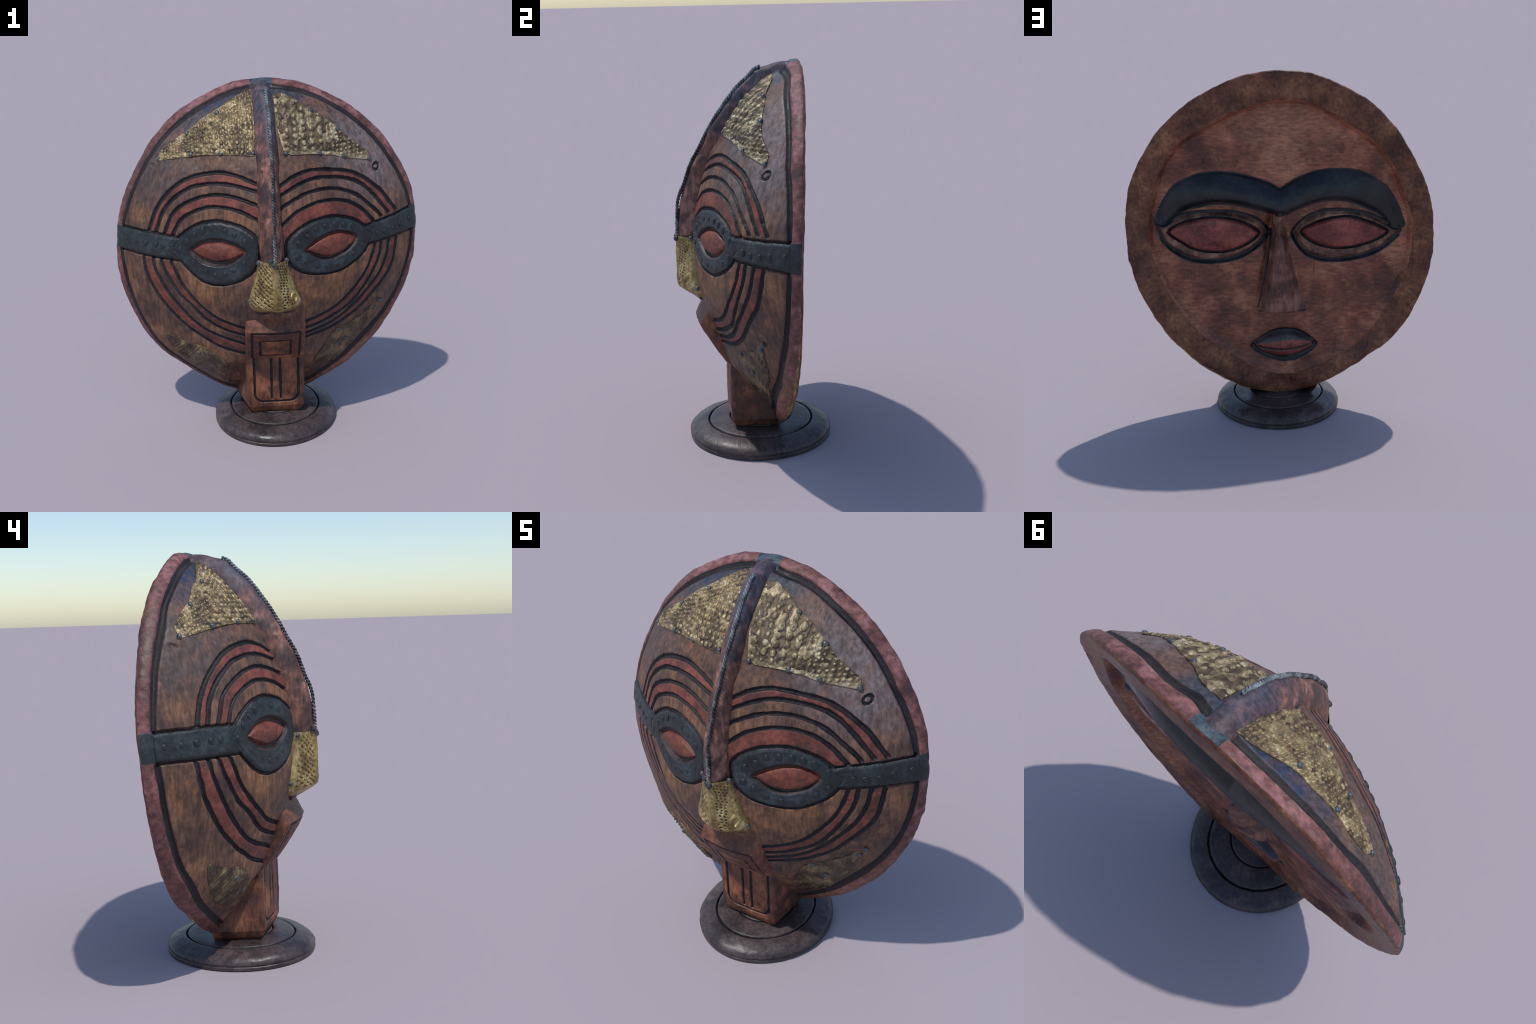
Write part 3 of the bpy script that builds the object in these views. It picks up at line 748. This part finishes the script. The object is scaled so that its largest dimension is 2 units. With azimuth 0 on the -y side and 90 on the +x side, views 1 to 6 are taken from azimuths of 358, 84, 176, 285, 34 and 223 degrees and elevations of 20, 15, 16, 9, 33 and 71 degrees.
# rim band
t_ring = ring_of - (NF - 1)
rim_reg = np.where(t_ring < 4, GROOVE, np.where(pc[:, 0] < 0, PINK, PINK + 1))
crown = (pc[:, 1] > 1.85) & (pc[:, 0] > -.062) & (pc[:, 0] < .064)
rim_reg = np.where(crown, CROWN, rim_reg)
worn = (t_ring > 16 + 7 * smooth(.45, .85, pc[:, 1]) + 7 * smooth(.1, -.25, pc[:, 0]) + 2.5 * lattice_noise(cen, 12, 51) + 1.5 * lattice_noise(cen, 40, 53)) | (t_ring > 19 + 4 * smooth(.3, .6, pc[:, 1]) + 2.5 * lattice_noise(cen, 9, 52))
rim_reg = np.where(worn & ~crown, OCHRE, rim_reg)
rim_reg = np.where(d_strap < .002, STRAP + side, rim_reg)
region[fr] = rim_reg[fr]
region[fe] = LEDGE_ID
# hollow
lid = np.minimum(*[polygon_sdf(pc, q) for q in lid_p])
ball = np.minimum(*[polygon_sdf(pc, q) for q in ball_p])
mouth, lips = polygon_sdf(pc, mouth_p), polygon_sdf(pc, lips_p)
_, w0 = brow_height(pc, brow_c[0], np.zeros(len(pc)))
_, w1 = brow_height(pc, brow_c[1], np.zeros(len(pc)))
_, nose_ok = nose_height(pc, np.zeros(len(pc)))
bk = np.full(len(F), BACK)
bk = np.where(lid < np.where(pc[:, 1] < 1.06, .020, .012), LINE, bk)
bk = np.where(lid < -.006, LID + (pc[:, 0] > 0), bk)
bk = np.where(np.abs(ball) < .007, LINE, bk)
bk = np.where(ball < -.007, BALL + (pc[:, 0] > 0), bk)
bk = np.where(mouth < -.005, LINE, bk)
lip_sheen = polygon_sdf(pc, np.vstack([lip_dark, [(-.203, .60), (.166, .60)]]))
bk = np.where(lips < -.002, np.where(lip_sheen < 0, LIPDARK, LIP), bk)
bk = np.where((lips < 0) & (curve_distance(pc, lip_line) < .005), LINE, bk)
bk = np.where(np.minimum(w0, w1) < 1.10, LINE, bk)
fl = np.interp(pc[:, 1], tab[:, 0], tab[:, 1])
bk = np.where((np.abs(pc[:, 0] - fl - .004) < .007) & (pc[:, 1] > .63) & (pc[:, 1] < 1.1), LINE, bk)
bk = np.where((pc[:, 1] > .604) & (pc[:, 1] < .62) & (pc[:, 0] < .128) & (pc[:, 0] > -.15), LINE, bk)  # dark strip under the nose paints in the shade of its undercut
bk = np.where(nose_ok, NOSE_ID, bk)
bk = np.where(np.minimum(w0, w1) < 1, np.where(w0 < w1, BROW, BROW + 1), bk)
region[fb] = bk[fb]

parts = {
    WOOD: ("face_panel", M["wood"], None), GROOVE: ("carved_groove", M["groove"], WOOD),
    RING: ("eye_ring", M["teal"], None), RING + 1: ("eye_ring", M["teal"], None), SOCKET: ("eye_socket", M["socket"], None),
    EYE: ("eye", M["eye"], None), EYE + 1: ("eye", M["eye"], None), STRAP: ("strap", M["teal"], None), STRAP + 1: ("strap", M["teal"], None),
    PINK: ("rim", M["pink"], None), PINK + 1: ("rim", M["pink"], None), CROWN: ("crown", M["crown"], None), OCHRE: ("worn_edge", M["ochre"], None),
    LEDGE_ID: ("back_ledge", M["ledge_wood"], None), BACK: ("back_face", M["back_wood"], None),
    BROW: ("eyebrow", M["brow"], None), BROW + 1: ("eyebrow", M["brow"], None), LID: ("eyelid", M["lid"], None), LID + 1: ("eyelid", M["lid"], None),
    BALL: ("eyeball", M["ball"], None), BALL + 1: ("eyeball", M["ball"], None), LINE: ("black_outline_and_shade", M["brow"], BACK),
    NOSE_ID: ("nose", M["back_nose"], None), LIP: ("lip", M["ball"], None), LIPDARK: ("lip", M["lip_sheen"], None)}
for k in range(len(red_poly)):
    parts[RED + k] = ("painted_band", M["red"], WOOD)
body = split_regions(V, F, region, parts, normal)


# ------------------------------------------------------------------ helpers for parts laid on the dome
def dome_frame(x, z):
    y = dome_y(x, z)
    ex = 2e-3
    a = (dome_y(np.add(x, ex), z) - dome_y(np.subtract(x, ex), z)) / (2 * ex)
    b = (dome_y(x, np.add(z, ex)) - dome_y(x, np.subtract(z, ex))) / (2 * ex)
    n = np.stack([a, -np.ones_like(a), b], 1)
    return np.stack([np.ravel(x), y, np.ravel(z)], 1), n / np.linalg.norm(n, axis=1, keepdims=True)


def grid_faces(rows, cols, closed=False):
    i, j = np.meshgrid(np.arange(rows - 1), np.arange(cols if closed else cols - 1), indexing="ij")
    k = (j + 1) % cols
    return np.stack([i * cols + j, i * cols + k, (i + 1) * cols + k, (i + 1) * cols + j], -1).reshape(-1, 4)


def oriented(verts, faces, inside):
    """Flip faces so that they look away from the point or curve 'inside'."""
    c = verts[faces].mean(1)
    n = np.cross(verts[faces[:, 2]] - verts[faces[:, 0]], verts[faces[:, 3]] - verts[faces[:, 1]])
    return faces[:, ::-1] if np.sum(np.einsum("ij,ij->i", n, c - inside)) < 0 else faces


def sheet_on_dome(name, outline, emboss, material, lift=.005, thick=.018, around=520, rings_=95, ragged=.002, recess=None):
    """A hammered metal sheet: star-shaped outline, embossed, with a turned-down edge."""
    P = np.asarray(outline, float)
    seg = np.linalg.norm(np.roll(P, -1, 0) - P, axis=1)
    s = np.r_[0, np.cumsum(seg)]
    q = np.linspace(0, s[-1], around, endpoint=False)
    closed = np.vstack([P, P[:1]])
    rim_ = np.stack([np.interp(q, s, closed[:, k]) for k in (0, 1)], 1)
    c = rim_.mean(0)
    d = rim_ - c
    rim_ = rim_ + d / np.linalg.norm(d, axis=1, keepdims=True) * (ragged * lattice_noise(np.c_[rim_, 0 * q], 45, 61) + ragged * .6 * lattice_noise(np.c_[rim_, 0 * q], 110, 62))[:, None]
    ts = np.r_[np.linspace(.004, 1, rings_), 1.0, 1.0]
    pts = np.concatenate([c + (rim_ - c) * t for t in ts])
    base, n = dome_frame(pts[:, 0], pts[:, 1])
    edge = np.repeat(ts, around)
    h_ = lift + emboss(pts) * smooth(1.0, .93, edge)
    h_[-2 * around:-around] = lift - .004
    h_[-around:] = lift - thick
    v = base + n * h_[:, None]
    f = oriented(v, grid_faces(len(ts), around, True), base.mean(0) + np.array([0, .3, 0]))
    if recess is None:
        return add_object(name, build_mesh(name, v, f), material)
    hf = recess(pts)[f].mean(1)
    return split_regions(v, f, np.where(hf < 0, 2, 1), {1: (name, material, None), 2: ("patina", M["patina"], 1)}, vertex_normals(v, f))


def studs(p, origin, du, dv, radius, height, skew=0.0, jitter=.12, seed=70):
    """Rows of round bosses pressed out of the sheet."""
    u = (p[:, 0] - origin[0]) / du
    v = (p[:, 1] - origin[1] - skew * (p[:, 0] - origin[0])) / dv
    ui, vi = np.round(u), np.round(v)
    cell = np.c_[ui, vi, 0 * ui]
    ju_ = jitter * lattice_noise(cell, 1.37, seed)
    jv_ = jitter * lattice_noise(cell, 1.37, seed + 1)
    sz = 1 + .35 * lattice_noise(cell, 1.91, seed + 2)
    d = np.hypot((u - ui - ju_) * du, (v - vi - jv_) * dv) / (radius * sz)
    return height * sz * np.sqrt(np.clip(1 - d * d, 0, 1))


def emboss_right(p):
    p3_ = np.c_[p, 0 * p[:, 0]]
    big = studs(p, (.115, 1.667), .046, .0315, .0118, .0095, -.03, .09)
    small = studs(p, (.1, 1.66), .024, .020, .0068, .006, .0, .2, seed=80)
    t = smooth(.30, .42, p[:, 0] + .25 * (p[:, 1] - 1.65))
    plain = smooth(1.62 - .02, 1.665, p[:, 1] + .2 * np.clip(p[:, 0] - .25, 0, 1))
    top = 1 - smooth(1.83, 1.88, p[:, 1])
    return ((1 - t) * big + t * small) * plain * (top * .8 + .2) + .0035 * lattice_noise(p3_, 38, 63) + .0022 * lattice_noise(p3_, 90, 64)


def emboss_left(p):
    p3_ = np.c_[p, 0 * p[:, 0]]
    rows = studs(p, (-.07, 1.66), .027, .023, .0105, .006, .0, .22, seed=90)
    fine_ = studs(p, (-.07, 1.66), .017, .016, .0062, .005, .4, .25, seed=95)
    t = smooth(.02, .07, p[:, 1] - (1.93 + .62 * p[:, 0]) + .06)
    return (1 - t) * rows + t * fine_ + .003 * lattice_noise(p3_, 30, 65) + .0022 * lattice_noise(p3_, 75, 66)


def emboss_low(p):
    p3_ = np.c_[p, 0 * p[:, 0]]
    s = p[:, 0] * .75 - p[:, 1] * .66
    ribs = .004 * np.sin(s * 330 + 2 * lattice_noise(p3_, 9, 67)) * smooth(.0, .5, lattice_noise(p3_, 8, 68))
    return ribs + .004 * lattice_noise(p3_, 30, 69) + .0025 * lattice_noise(p3_, 70, 71)


def recess_right(p):
    return emboss_right(p) - .0016 + .0032 * lattice_noise(np.c_[p, 0 * p[:, 0]], 24, 72) + .05 * (1 - smooth(1.615, 1.665, p[:, 1] + .2 * np.clip(p[:, 0] - .25, 0, 1)))


def recess_left(p):
    return emboss_left(p) + .0006 + .0035 * lattice_noise(np.c_[p, 0 * p[:, 0]], 26, 73)


sheet_on_dome("brass_plate", PLATE_R, emboss_right, M["bright_brass"], recess=recess_right)
sheet_on_dome("brass_plate", PLATE_L, emboss_left, M["brass"], recess=recess_left)
sheet_on_dome("cheek_plate", catmull(PLATE_LOW_R, True, 3), emboss_low, M["dull_brass"], lift=.004, around=400, rings_=70, ragged=.006)
sheet_on_dome("cheek_plate", catmull(PLATE_LOW_L, True, 3), emboss_low, M["dull_brass"], lift=.004, around=400, rings_=70, ragged=.006)


def button_mesh(name, profile, around=20):
    """Small turned shape, axis +z, from (r, z) profile."""
    a = np.linspace(0, TAU, around, endpoint=False)
    v = np.concatenate([np.stack([r * np.cos(a), r * np.sin(a), 0 * a + z], 1) for r, z in profile])
    f = grid_faces(len(profile), around, True)
    return build_mesh(name, v, oriented(v, f, np.array([0, 0, -.02])))


def place_on_dome(name, mesh, spots, lift, scale_range=(.85, 1.15)):
    import mathutils
    x, z = np.array(spots).T
    base, n = dome_frame(x, z)
    for k in range(len(spots)):
        ob = bpy.data.objects.new(name, mesh)
        ob.parent = thing
        q = mathutils.Vector(n[k]).to_track_quat("Z", "Y")
        sc = RNG.uniform(*scale_range)
        ob.matrix_local = mathutils.Matrix.LocRotScale(mathutils.Vector(base[k] + n[k] * lift), q, mathutils.Vector((sc, sc * RNG.uniform(.85, 1.1), sc * RNG.uniform(.8, 1.2))))
        bpy.context.scene.collection.objects.link(ob)


rivet = button_mesh("rivet", [(.0175, -.008), (.0172, .0005), (.0155, .0026), (.0128, .0036), (.0122, .0022), (.0115, .0034), (.007, .0046), (.0004, .005)])
rivet.materials.append(M["teal"])
tack = button_mesh("tack", [(.0125, -.006), (.0125, .003), (.010, .0062), (.006, .008), (.0004, .0085)])
tack.materials.append(M["tack"])
place_on_dome("rivet", rivet, RIVETS_R + RIVETS_L, .0058)
place_on_dome("tack", tack, TACKS_R + TACKS_L, .007)

# ------------------------------------------------------------------ ridge, cord and brass nose
# crest of the ridge (y, z) from the crown down to the nose
CREST = catmull([(.225, 1.988), (.15, 1.984), (.085, 1.968), (.036, 1.952), (.0, 1.917), (-.07, 1.852), (-.147, 1.752), (-.21, 1.655), (-.256, 1.568), (-.3, 1.49), (-.33, 1.41), (-.357, 1.335), (-.373, 1.265),
                 (-.38, 1.19), (-.383, 1.11)], per=12)
CREST_X = ([1.1, 1.3, 1.4, 1.55, 1.7, 1.85, 1.95, 2.0], [.012, .011, .012, .019, .019, .016, .012, .0])
SECTION = catmull([(-.061, .20), (-.065, .135), (-.061, .092), (-.052, .059), (-.035, .032), (-.016, .012), (.0, .003), (.016, .001), (.03, .005), (.042, .018), (.054, .05), (.062, .085), (.066, .13), (.064, .2)], per=4)
tan = np.gradient(CREST, axis=0)
tan /= np.linalg.norm(tan, axis=1, keepdims=True)
inn_dir = np.stack([-tan[:, 1], tan[:, 0]], 1)
inn_dir *= np.sign((inn_dir * (np.array([.25, 1.2]) - CREST)).sum(1))[:, None]
cx_line = np.interp(CREST[:, 1], *CREST_X)
sec_v = []
for k in range(len(CREST)):
    shift = cx_line[k] - .012
    depth = min(1.0, .45 + .55 * k / 30)
    foot = SECTION[:, 1] / .2
    sec_v.append(np.stack([SECTION[:, 0] * (1 + .08 * (k < 6)) + shift * (1 - foot), CREST[k, 0] + inn_dir[k, 0] * SECTION[:, 1] * depth, CREST[k, 1] + inn_dir[k, 1] * SECTION[:, 1] * depth], 1))
rv = np.concatenate(sec_v)
rv += (.0028 * lattice_noise(rv, 16, 101) + .0016 * lattice_noise(rv, 40, 102))[:, None] * np.array([1, -.8, .4])
rf = oriented(rv, grid_faces(len(CREST), len(SECTION)), np.repeat(np.stack([0 * cx_line, CREST[:, 0], CREST[:, 1]], 1) + np.c_[0 * cx_line, inn_dir] * .1, len(SECTION), 0)[0] * 0 + np.array([.01, -.05, 1.5]))
add_object("nose_ridge", build_mesh("nose_ridge", rv, rf), M["ridge"])


def tube(path, radius, sides=8):
    P = np.asarray(path, float)
    t = np.gradient(P, axis=0)
    t /= np.linalg.norm(t, axis=1, keepdims=True)
    a = np.cross(t, [1.0, .1, 0])
    a /= np.linalg.norm(a, axis=1, keepdims=True)
    b = np.cross(t, a)
    w = np.linspace(0, TAU, sides, endpoint=False)
    rad = np.broadcast_to(radius, len(P))
    v = (P[:, None] + rad[:, None, None] * (a[:, None] * np.cos(w)[None, :, None] + b[:, None] * np.sin(w)[None, :, None])).reshape(-1, 3)
    f = grid_faces(len(P), sides, True)
    n = np.cross(v[f[:, 2]] - v[f[:, 0]], v[f[:, 3]] - v[f[:, 1]])
    c = v[f].mean(1) - np.repeat(P[:-1], sides, 0)
    return v, (f if np.einsum("ij,ij->i", n, c).sum() > 0 else f[:, ::-1])


# two-strand twisted cord sewn along the crest
ck = np.arange(30, len(CREST))
line = np.stack([cx_line[ck] + .006, CREST[ck, 0], CREST[ck, 1]], 1) - np.c_[0 * ck, inn_dir[ck]] * .004
L = np.r_[0, np.cumsum(np.linalg.norm(np.diff(line, axis=0), axis=1))]
u = np.linspace(0, L[-1], 1500)
mid = np.stack([np.interp(u, L, line[:, k]) for k in range(3)], 1)
wander = .004 * lattice_noise(np.c_[u * 14, 0 * u, 0 * u], 1, 111)
mid[:, 0] += wander
out_v = -np.stack([0 * u, np.interp(u, L, inn_dir[ck, 0]), np.interp(u, L, inn_dir[ck, 1])], 1)
slack = .006 * np.exp(-((u - L[-1] * .80) / .05) ** 2)
mid += out_v * slack[:, None]
cv, cf, off = [], [], 0
for s in range(2):
    ph = u / .034 * TAU + 1.1 * lattice_noise(np.c_[u * 9, 0 * u, 0 * u], 1, 113) + s * math.pi
    path = mid + out_v * (.0048 * np.cos(ph) + .001)[:, None] + np.array([1, 0, 0]) * (.0048 * np.sin(ph))[:, None]
    v_, f_ = tube(path, .0052 + .0012 * lattice_noise(np.c_[u * 60, 0 * u + s, 0 * u], 1, 112), 7)
    cv.append(v_)
    cf.append(f_ + off)
    off += len(v_)
add_object("cord", build_mesh("cord", np.concatenate(cv), np.concatenate(cf)), M["cord"])
knot_v = button_mesh("knot", [(.004, -.012), (.012, -.008), (.015, 0), (.012, .008), (.004, .0125), (.0004, .013)])
knot_v.materials.append(M["cord"])
for kx, ky, kz in ((.008, -.392, 1.118), (-.006, -.384, 1.14), (.018, -.393, 1.108)):
    ob = bpy.data.objects.new("knot", knot_v)
    ob.parent = thing
    ob.location = (kx, ky, kz)
    ob.rotation_euler = (1.2 + kx * 20, .3, kx * 40)
    bpy.context.scene.collection.objects.link(ob)

# brass nose: stations (z, left foot x, right foot x, crest x, crest y, foot y)
NOSE_FRONT = catmull([(1.122, -.072, .088, .012, -.388, -.305), (1.06, -.082, .098, .016, -.391, -.30), (.98, -.104, .122, .021, -.391, -.292), (.91, -.126, .15, .026, -.392, -.285),
                      (.872, -.136, .162, .028, -.391, -.280), (.855, -.134, .158, .03, -.380, -.276), (.83, -.124, .146, .034, -.341, -.27), (.80, -.095, .11, .034, -.290, -.262), (.788, -.07, .08, .03, -.262, -.25)], per=20)
W = np.linspace(-1, 1, 121)
nv, dent_mask = [], []
for zc, xl, xr, xc, yc, yf in NOSE_FRONT:
    a = np.abs(W)
    foot_x = np.where(W < 0, xl, xr)
    x = xc + (foot_x - xc) * a ** .9
    crest_round = .012 * np.exp(-(a / .16) ** 2)
    foot = dome_y(foot_x, np.full(len(W), zc)) - .006
    y = yc + .006 + (foot - .012 - yc) * a ** np.interp(zc, [.86, .93, 1.05], [1.75, 1.5, 1.2]) - crest_round - .006 * np.sin(a * math.pi)
    y = y - .012 * np.exp(-((a - .74) / .16) ** 2) * math.exp(-((zc - .897) / .028) ** 2)          # nostril
    y = np.where(a > .93, y + (a - .93) / .07 * .03, y)
    nv.append(np.stack([x, y, 0 * x + zc], 1))
nv = np.concatenate(nv)
ww = np.tile(W, len(NOSE_FRONT))
zz = nv[:, 2]
on_front = (zz > .862) & (zz < 1.105) & (np.abs(ww) > .16) & (np.abs(ww) < .88)


def nose_dents(w, z):
    """Right: staggered pricked dents. Left: slanted rows of strokes."""
    cr_ = z * 62 + np.abs(w) * 2.0
    row = np.round(cr_)
    col = np.abs(w) * 6.2 + .5 * (row % 2) + .25 * np.sin(row * 2.3)
    d_r = np.hypot((cr_ - row) * 1.0, (col - np.round(col)) * 1.05)
    right = (w > 0) & (d_r < .28) & (np.abs(w) < .34 + (z - .86) * 2.2)
    s = z * 40 - np.abs(w) * 4.2
    left = (w < 0) & (np.abs(s - np.round(s)) < .15 + .07 * np.sin(z * 300 + w * 40)) & (np.sin(w * 46 + np.round(s) * 1.7) > -.5)
    return right | left


dents = on_front & nose_dents(ww, zz)
nv[:, 1] += np.where(dents, .006, 0)
nv += (.003 * lattice_noise(nv, 24, 121) + .0015 * lattice_noise(nv, 60, 122))[:, None] * np.array([.5, -1, .3])
nostril = np.hypot((nv[:, 0] - .118) / .012, (nv[:, 2] - .91) / .02)
nv[:, 1] += .010 * (1 - smooth(.5, 1, nostril)) - .007 * (1 - smooth(.2, .6, np.abs(nostril - 1.4)))
nf = oriented(nv, grid_faces(len(NOSE_FRONT), len(W)), np.array([.02, -.25, .95]))
cn = nv[nf].mean(1)
wf = ww[nf].mean(1)
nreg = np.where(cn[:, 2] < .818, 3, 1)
front_ok = (cn[:, 2] > .862) & (cn[:, 2] < 1.105) & (np.abs(wf) > .16) & (np.abs(wf) < .88)
nreg = np.where(front_ok & nose_dents(wf, cn[:, 2]), 2, nreg)
nose_parts = split_regions(nv, nf, nreg, {1: ("brass_nose", M["nose_brass"], None), 2: ("dark_dent", M["hole"], 1), 3: ("nose_underside", M["socket"], None)}, vertex_normals(nv, nf))
for kx, ky, kz in ((.082, -.318, 1.118), (-.07, -.318, 1.108), (.153, -.297, .872), (-.126, -.292, .88)):
    ob = bpy.data.objects.new("tack", tack)
    ob.parent = thing
    ob.location = (kx, ky - .004, kz)
    ob.rotation_euler = (math.pi / 2, 0, kx * 4)
    bpy.context.scene.collection.objects.link(ob)


# ------------------------------------------------------------------ chin block in two steps
def box_sdf(p, x0, x1, z0, z1, rad=0.0):
    q = np.abs(p - np.array([(x0 + x1) / 2, (z0 + z1) / 2])) - np.array([(x1 - x0) / 2 - rad, (z1 - z0) / 2 - rad])
    return np.linalg.norm(np.maximum(q, 0), axis=1) + np.minimum(q.max(1), 0) - rad


def block(name, stations, grooves, red=None, rows=170, flare=(0, 0)):
    """Loft up z of a front with rounded corners; stations (z, x left, x right, y corner, y middle, y back)."""
    S = np.array(stations, float)
    zs = np.linspace(S[0, 0], S[-1, 0], rows)
    sec = []
    for z_ in zs:
        xl, xr, yc, ym, yk = (np.interp(z_, S[:, 0], S[:, k]) for k in range(1, 6))
        u_ = np.linspace(0, 1, 150)
        fx = xl + (xr - xl) * u_
        bow = 1 - (2 * u_ - 1) ** 2
        corner = np.clip((np.abs(2 * u_ - 1) - .94) / .06, 0, 1)
        fy = yc + (ym - yc) * bow ** .8 + .012 * corner ** 2
        bk_ = np.linspace(1, 0, 14)[:-1]
        low = 1 - smooth(.14, .42, z_)
        left = np.stack([xl - .002 - flare[0] * low * bk_, fy[0] + .002 + (yk - fy[0]) * bk_], 1)
        right = np.stack([xr + .002 + flare[1] * low * bk_[::-1], fy[-1] + .002 + (yk - fy[-1]) * bk_[::-1]], 1)
        sec.append(np.c_[np.vstack([left, np.stack([fx, fy], 1), right]), np.full(176, z_)])
    v = np.concatenate(sec)
    col = np.tile(np.arange(176), rows)
    front_ = (col > 14) & (col < 162)
    p = v[:, [0, 2]]
    d = grooves(p)
    v[:, 1] += np.where(front_, (1 - smooth(.003, .0095, d)) * .009, 0)
    v += (.0026 * lattice_noise(v, 13, 131) + .0014 * lattice_noise(v, 36, 132))[:, None] * np.array([.8, -1, .2])
    f = oriented(v, grid_faces(rows, 176), np.array([S[:, 1].mean() * .5 + S[:, 2].mean() * .5, .0, S[:, 0].mean()]))
    c = v[f].mean(1)[:, [0, 2]]
    fc = np.tile(np.arange(175), rows - 1)
    fr_ = (fc > 14) & (fc < 162)
    reg_ = np.where(fr_ & (grooves(c) < .0065), 2, 1)
    if red is not None:
        reg_ = np.where(fr_ & (reg_ == 1) & (red(c) < 0), 3, reg_)
    return split_regions(v, f, reg_, {1: (name, M["block"], None), 2: ("carved_groove", M["groove"], 1), 3: ("painted_band", M["block_red"], 1)}, vertex_normals(v, f))


def upper_lines(p):
    frame = np.abs(box_sdf(p, -.118, .148, .40, .678))
    bars = np.minimum(np.abs(p[:, 0] + .073), np.abs(p[:, 0] - .097)) + 1.0 * ((p[:, 1] > .622) | (p[:, 1] < .50))
    rails = np.minimum(np.abs(p[:, 1] - .622), np.abs(p[:, 1] - .50)) + .0035 + 1.0 * ((p[:, 0] > .097) | (p[:, 0] < -.073))
    return np.minimum(np.minimum(frame, bars), rails)


def upper_red(p):
    return np.maximum(box_sdf(p, -.118, .148, .49, .678), -box_sdf(p, -.073, .097, .50, .622))


def lower_lines(p):
    u_shape = np.abs(box_sdf(p, -.110, .144, .175, .62, .05))
    bars = np.minimum(np.abs(p[:, 0] + .011), np.abs(p[:, 0] - .040)) + 1.0 * (p[:, 1] < .19)
    return np.minimum(u_shape, bars)


block("lower_chin_block", [(.088, -.11, .135, -.112, -.112, .10), (.11, -.135, .16, -.130, -.130, .10), (.145, -.150, .176, -.144, -.146, .10), (.25, -.152, .178, -.147, -.150, .1), (.48, -.153, .178, -.142, -.146, .06)], lower_lines, flare=(.065, .014))
block("upper_chin_block", [(.448, -.145, .170, -.11, -.112, .0), (.458, -.153, .178, -.142, -.150, -.02), (.475, -.154, .179, -.165, -.179, -.03), (.53, -.155, .179, -.202, -.219, -.06), (.63, -.155, .18, -.258, -.281, -.1),
                           (.672, -.154, .18, -.278, -.301, -.12), (.688, -.153, .18, -.283, -.306, -.12), (.72, -.152, .179, -.266, -.288, -.12), (.75, -.152, .178, -.250, -.266, -.12), (.775, -.151, .177, -.238, -.25, -.12),
                           (.79, -.15, .176, -.226, -.24, -.12), (.799, -.14, .165, -.21, -.225, -.12)],
      upper_lines, upper_red)

# ------------------------------------------------------------------ turned base
BX, BY, RX, RY = .012, .02, .3605, .3815
PROFILE = catmull([(0, .0), (.5, .0), (.9, .0), (.985, .0), (.996, .007), (.998, .015), (.988, .0195), (.993, .024), (1.0, .030), (.993, .041), (.967, .053), (.92, .064), (.84, .075), (.76, .0815), (.742, .079), (.736, .069), (.722, .068),
                   (.715, .082), (.69, .088), (.58, .093), (.455, .096), (.442, .093), (.436, .085), (.422, .085), (.416, .097), (.38, .1), (.2, .103), (.0005, .104)], per=6)
PROFILE[:, 1] = np.maximum(PROFILE[:, 1], 0)
ab = np.linspace(0, TAU, 360, endpoint=False)
bv = np.concatenate([np.stack([BX + RX * r * np.cos(ab), BY + RY * r * np.sin(ab), 0 * ab + z_], 1) for r, z_ in PROFILE])
wobble = (.004 * lattice_noise(bv, 9, 141) + .0016 * lattice_noise(bv, 30, 142)) * smooth(.0, .02, bv[:, 2]) * smooth(.3, .8, np.hypot((bv[:, 0] - BX) / RX, (bv[:, 1] - BY) / RY))
bv[:, :2] += (bv[:, :2] - np.array([BX, BY])) / .36 * wobble[:, None]
bv[:, 2] = np.maximum(bv[:, 2] + wobble * .4 * (bv[:, 2] > .03), 0)
bf = oriented(bv, grid_faces(len(PROFILE), 360, True), np.array([BX, BY, .045]))
cb = bv[bf].mean(1)
rr = np.hypot((cb[:, 0] - BX) / RX, (cb[:, 1] - BY) / RY)
breg = np.where(((np.abs(rr - .729) < .010) | (np.abs(rr - .429) < .010)) & (cb[:, 2] > .03), 2, 1)
split_regions(bv, bf, breg, {1: ("base", M["base"], None), 2: ("turned_groove", M["groove"], 1)}, vertex_normals(bv, bf))
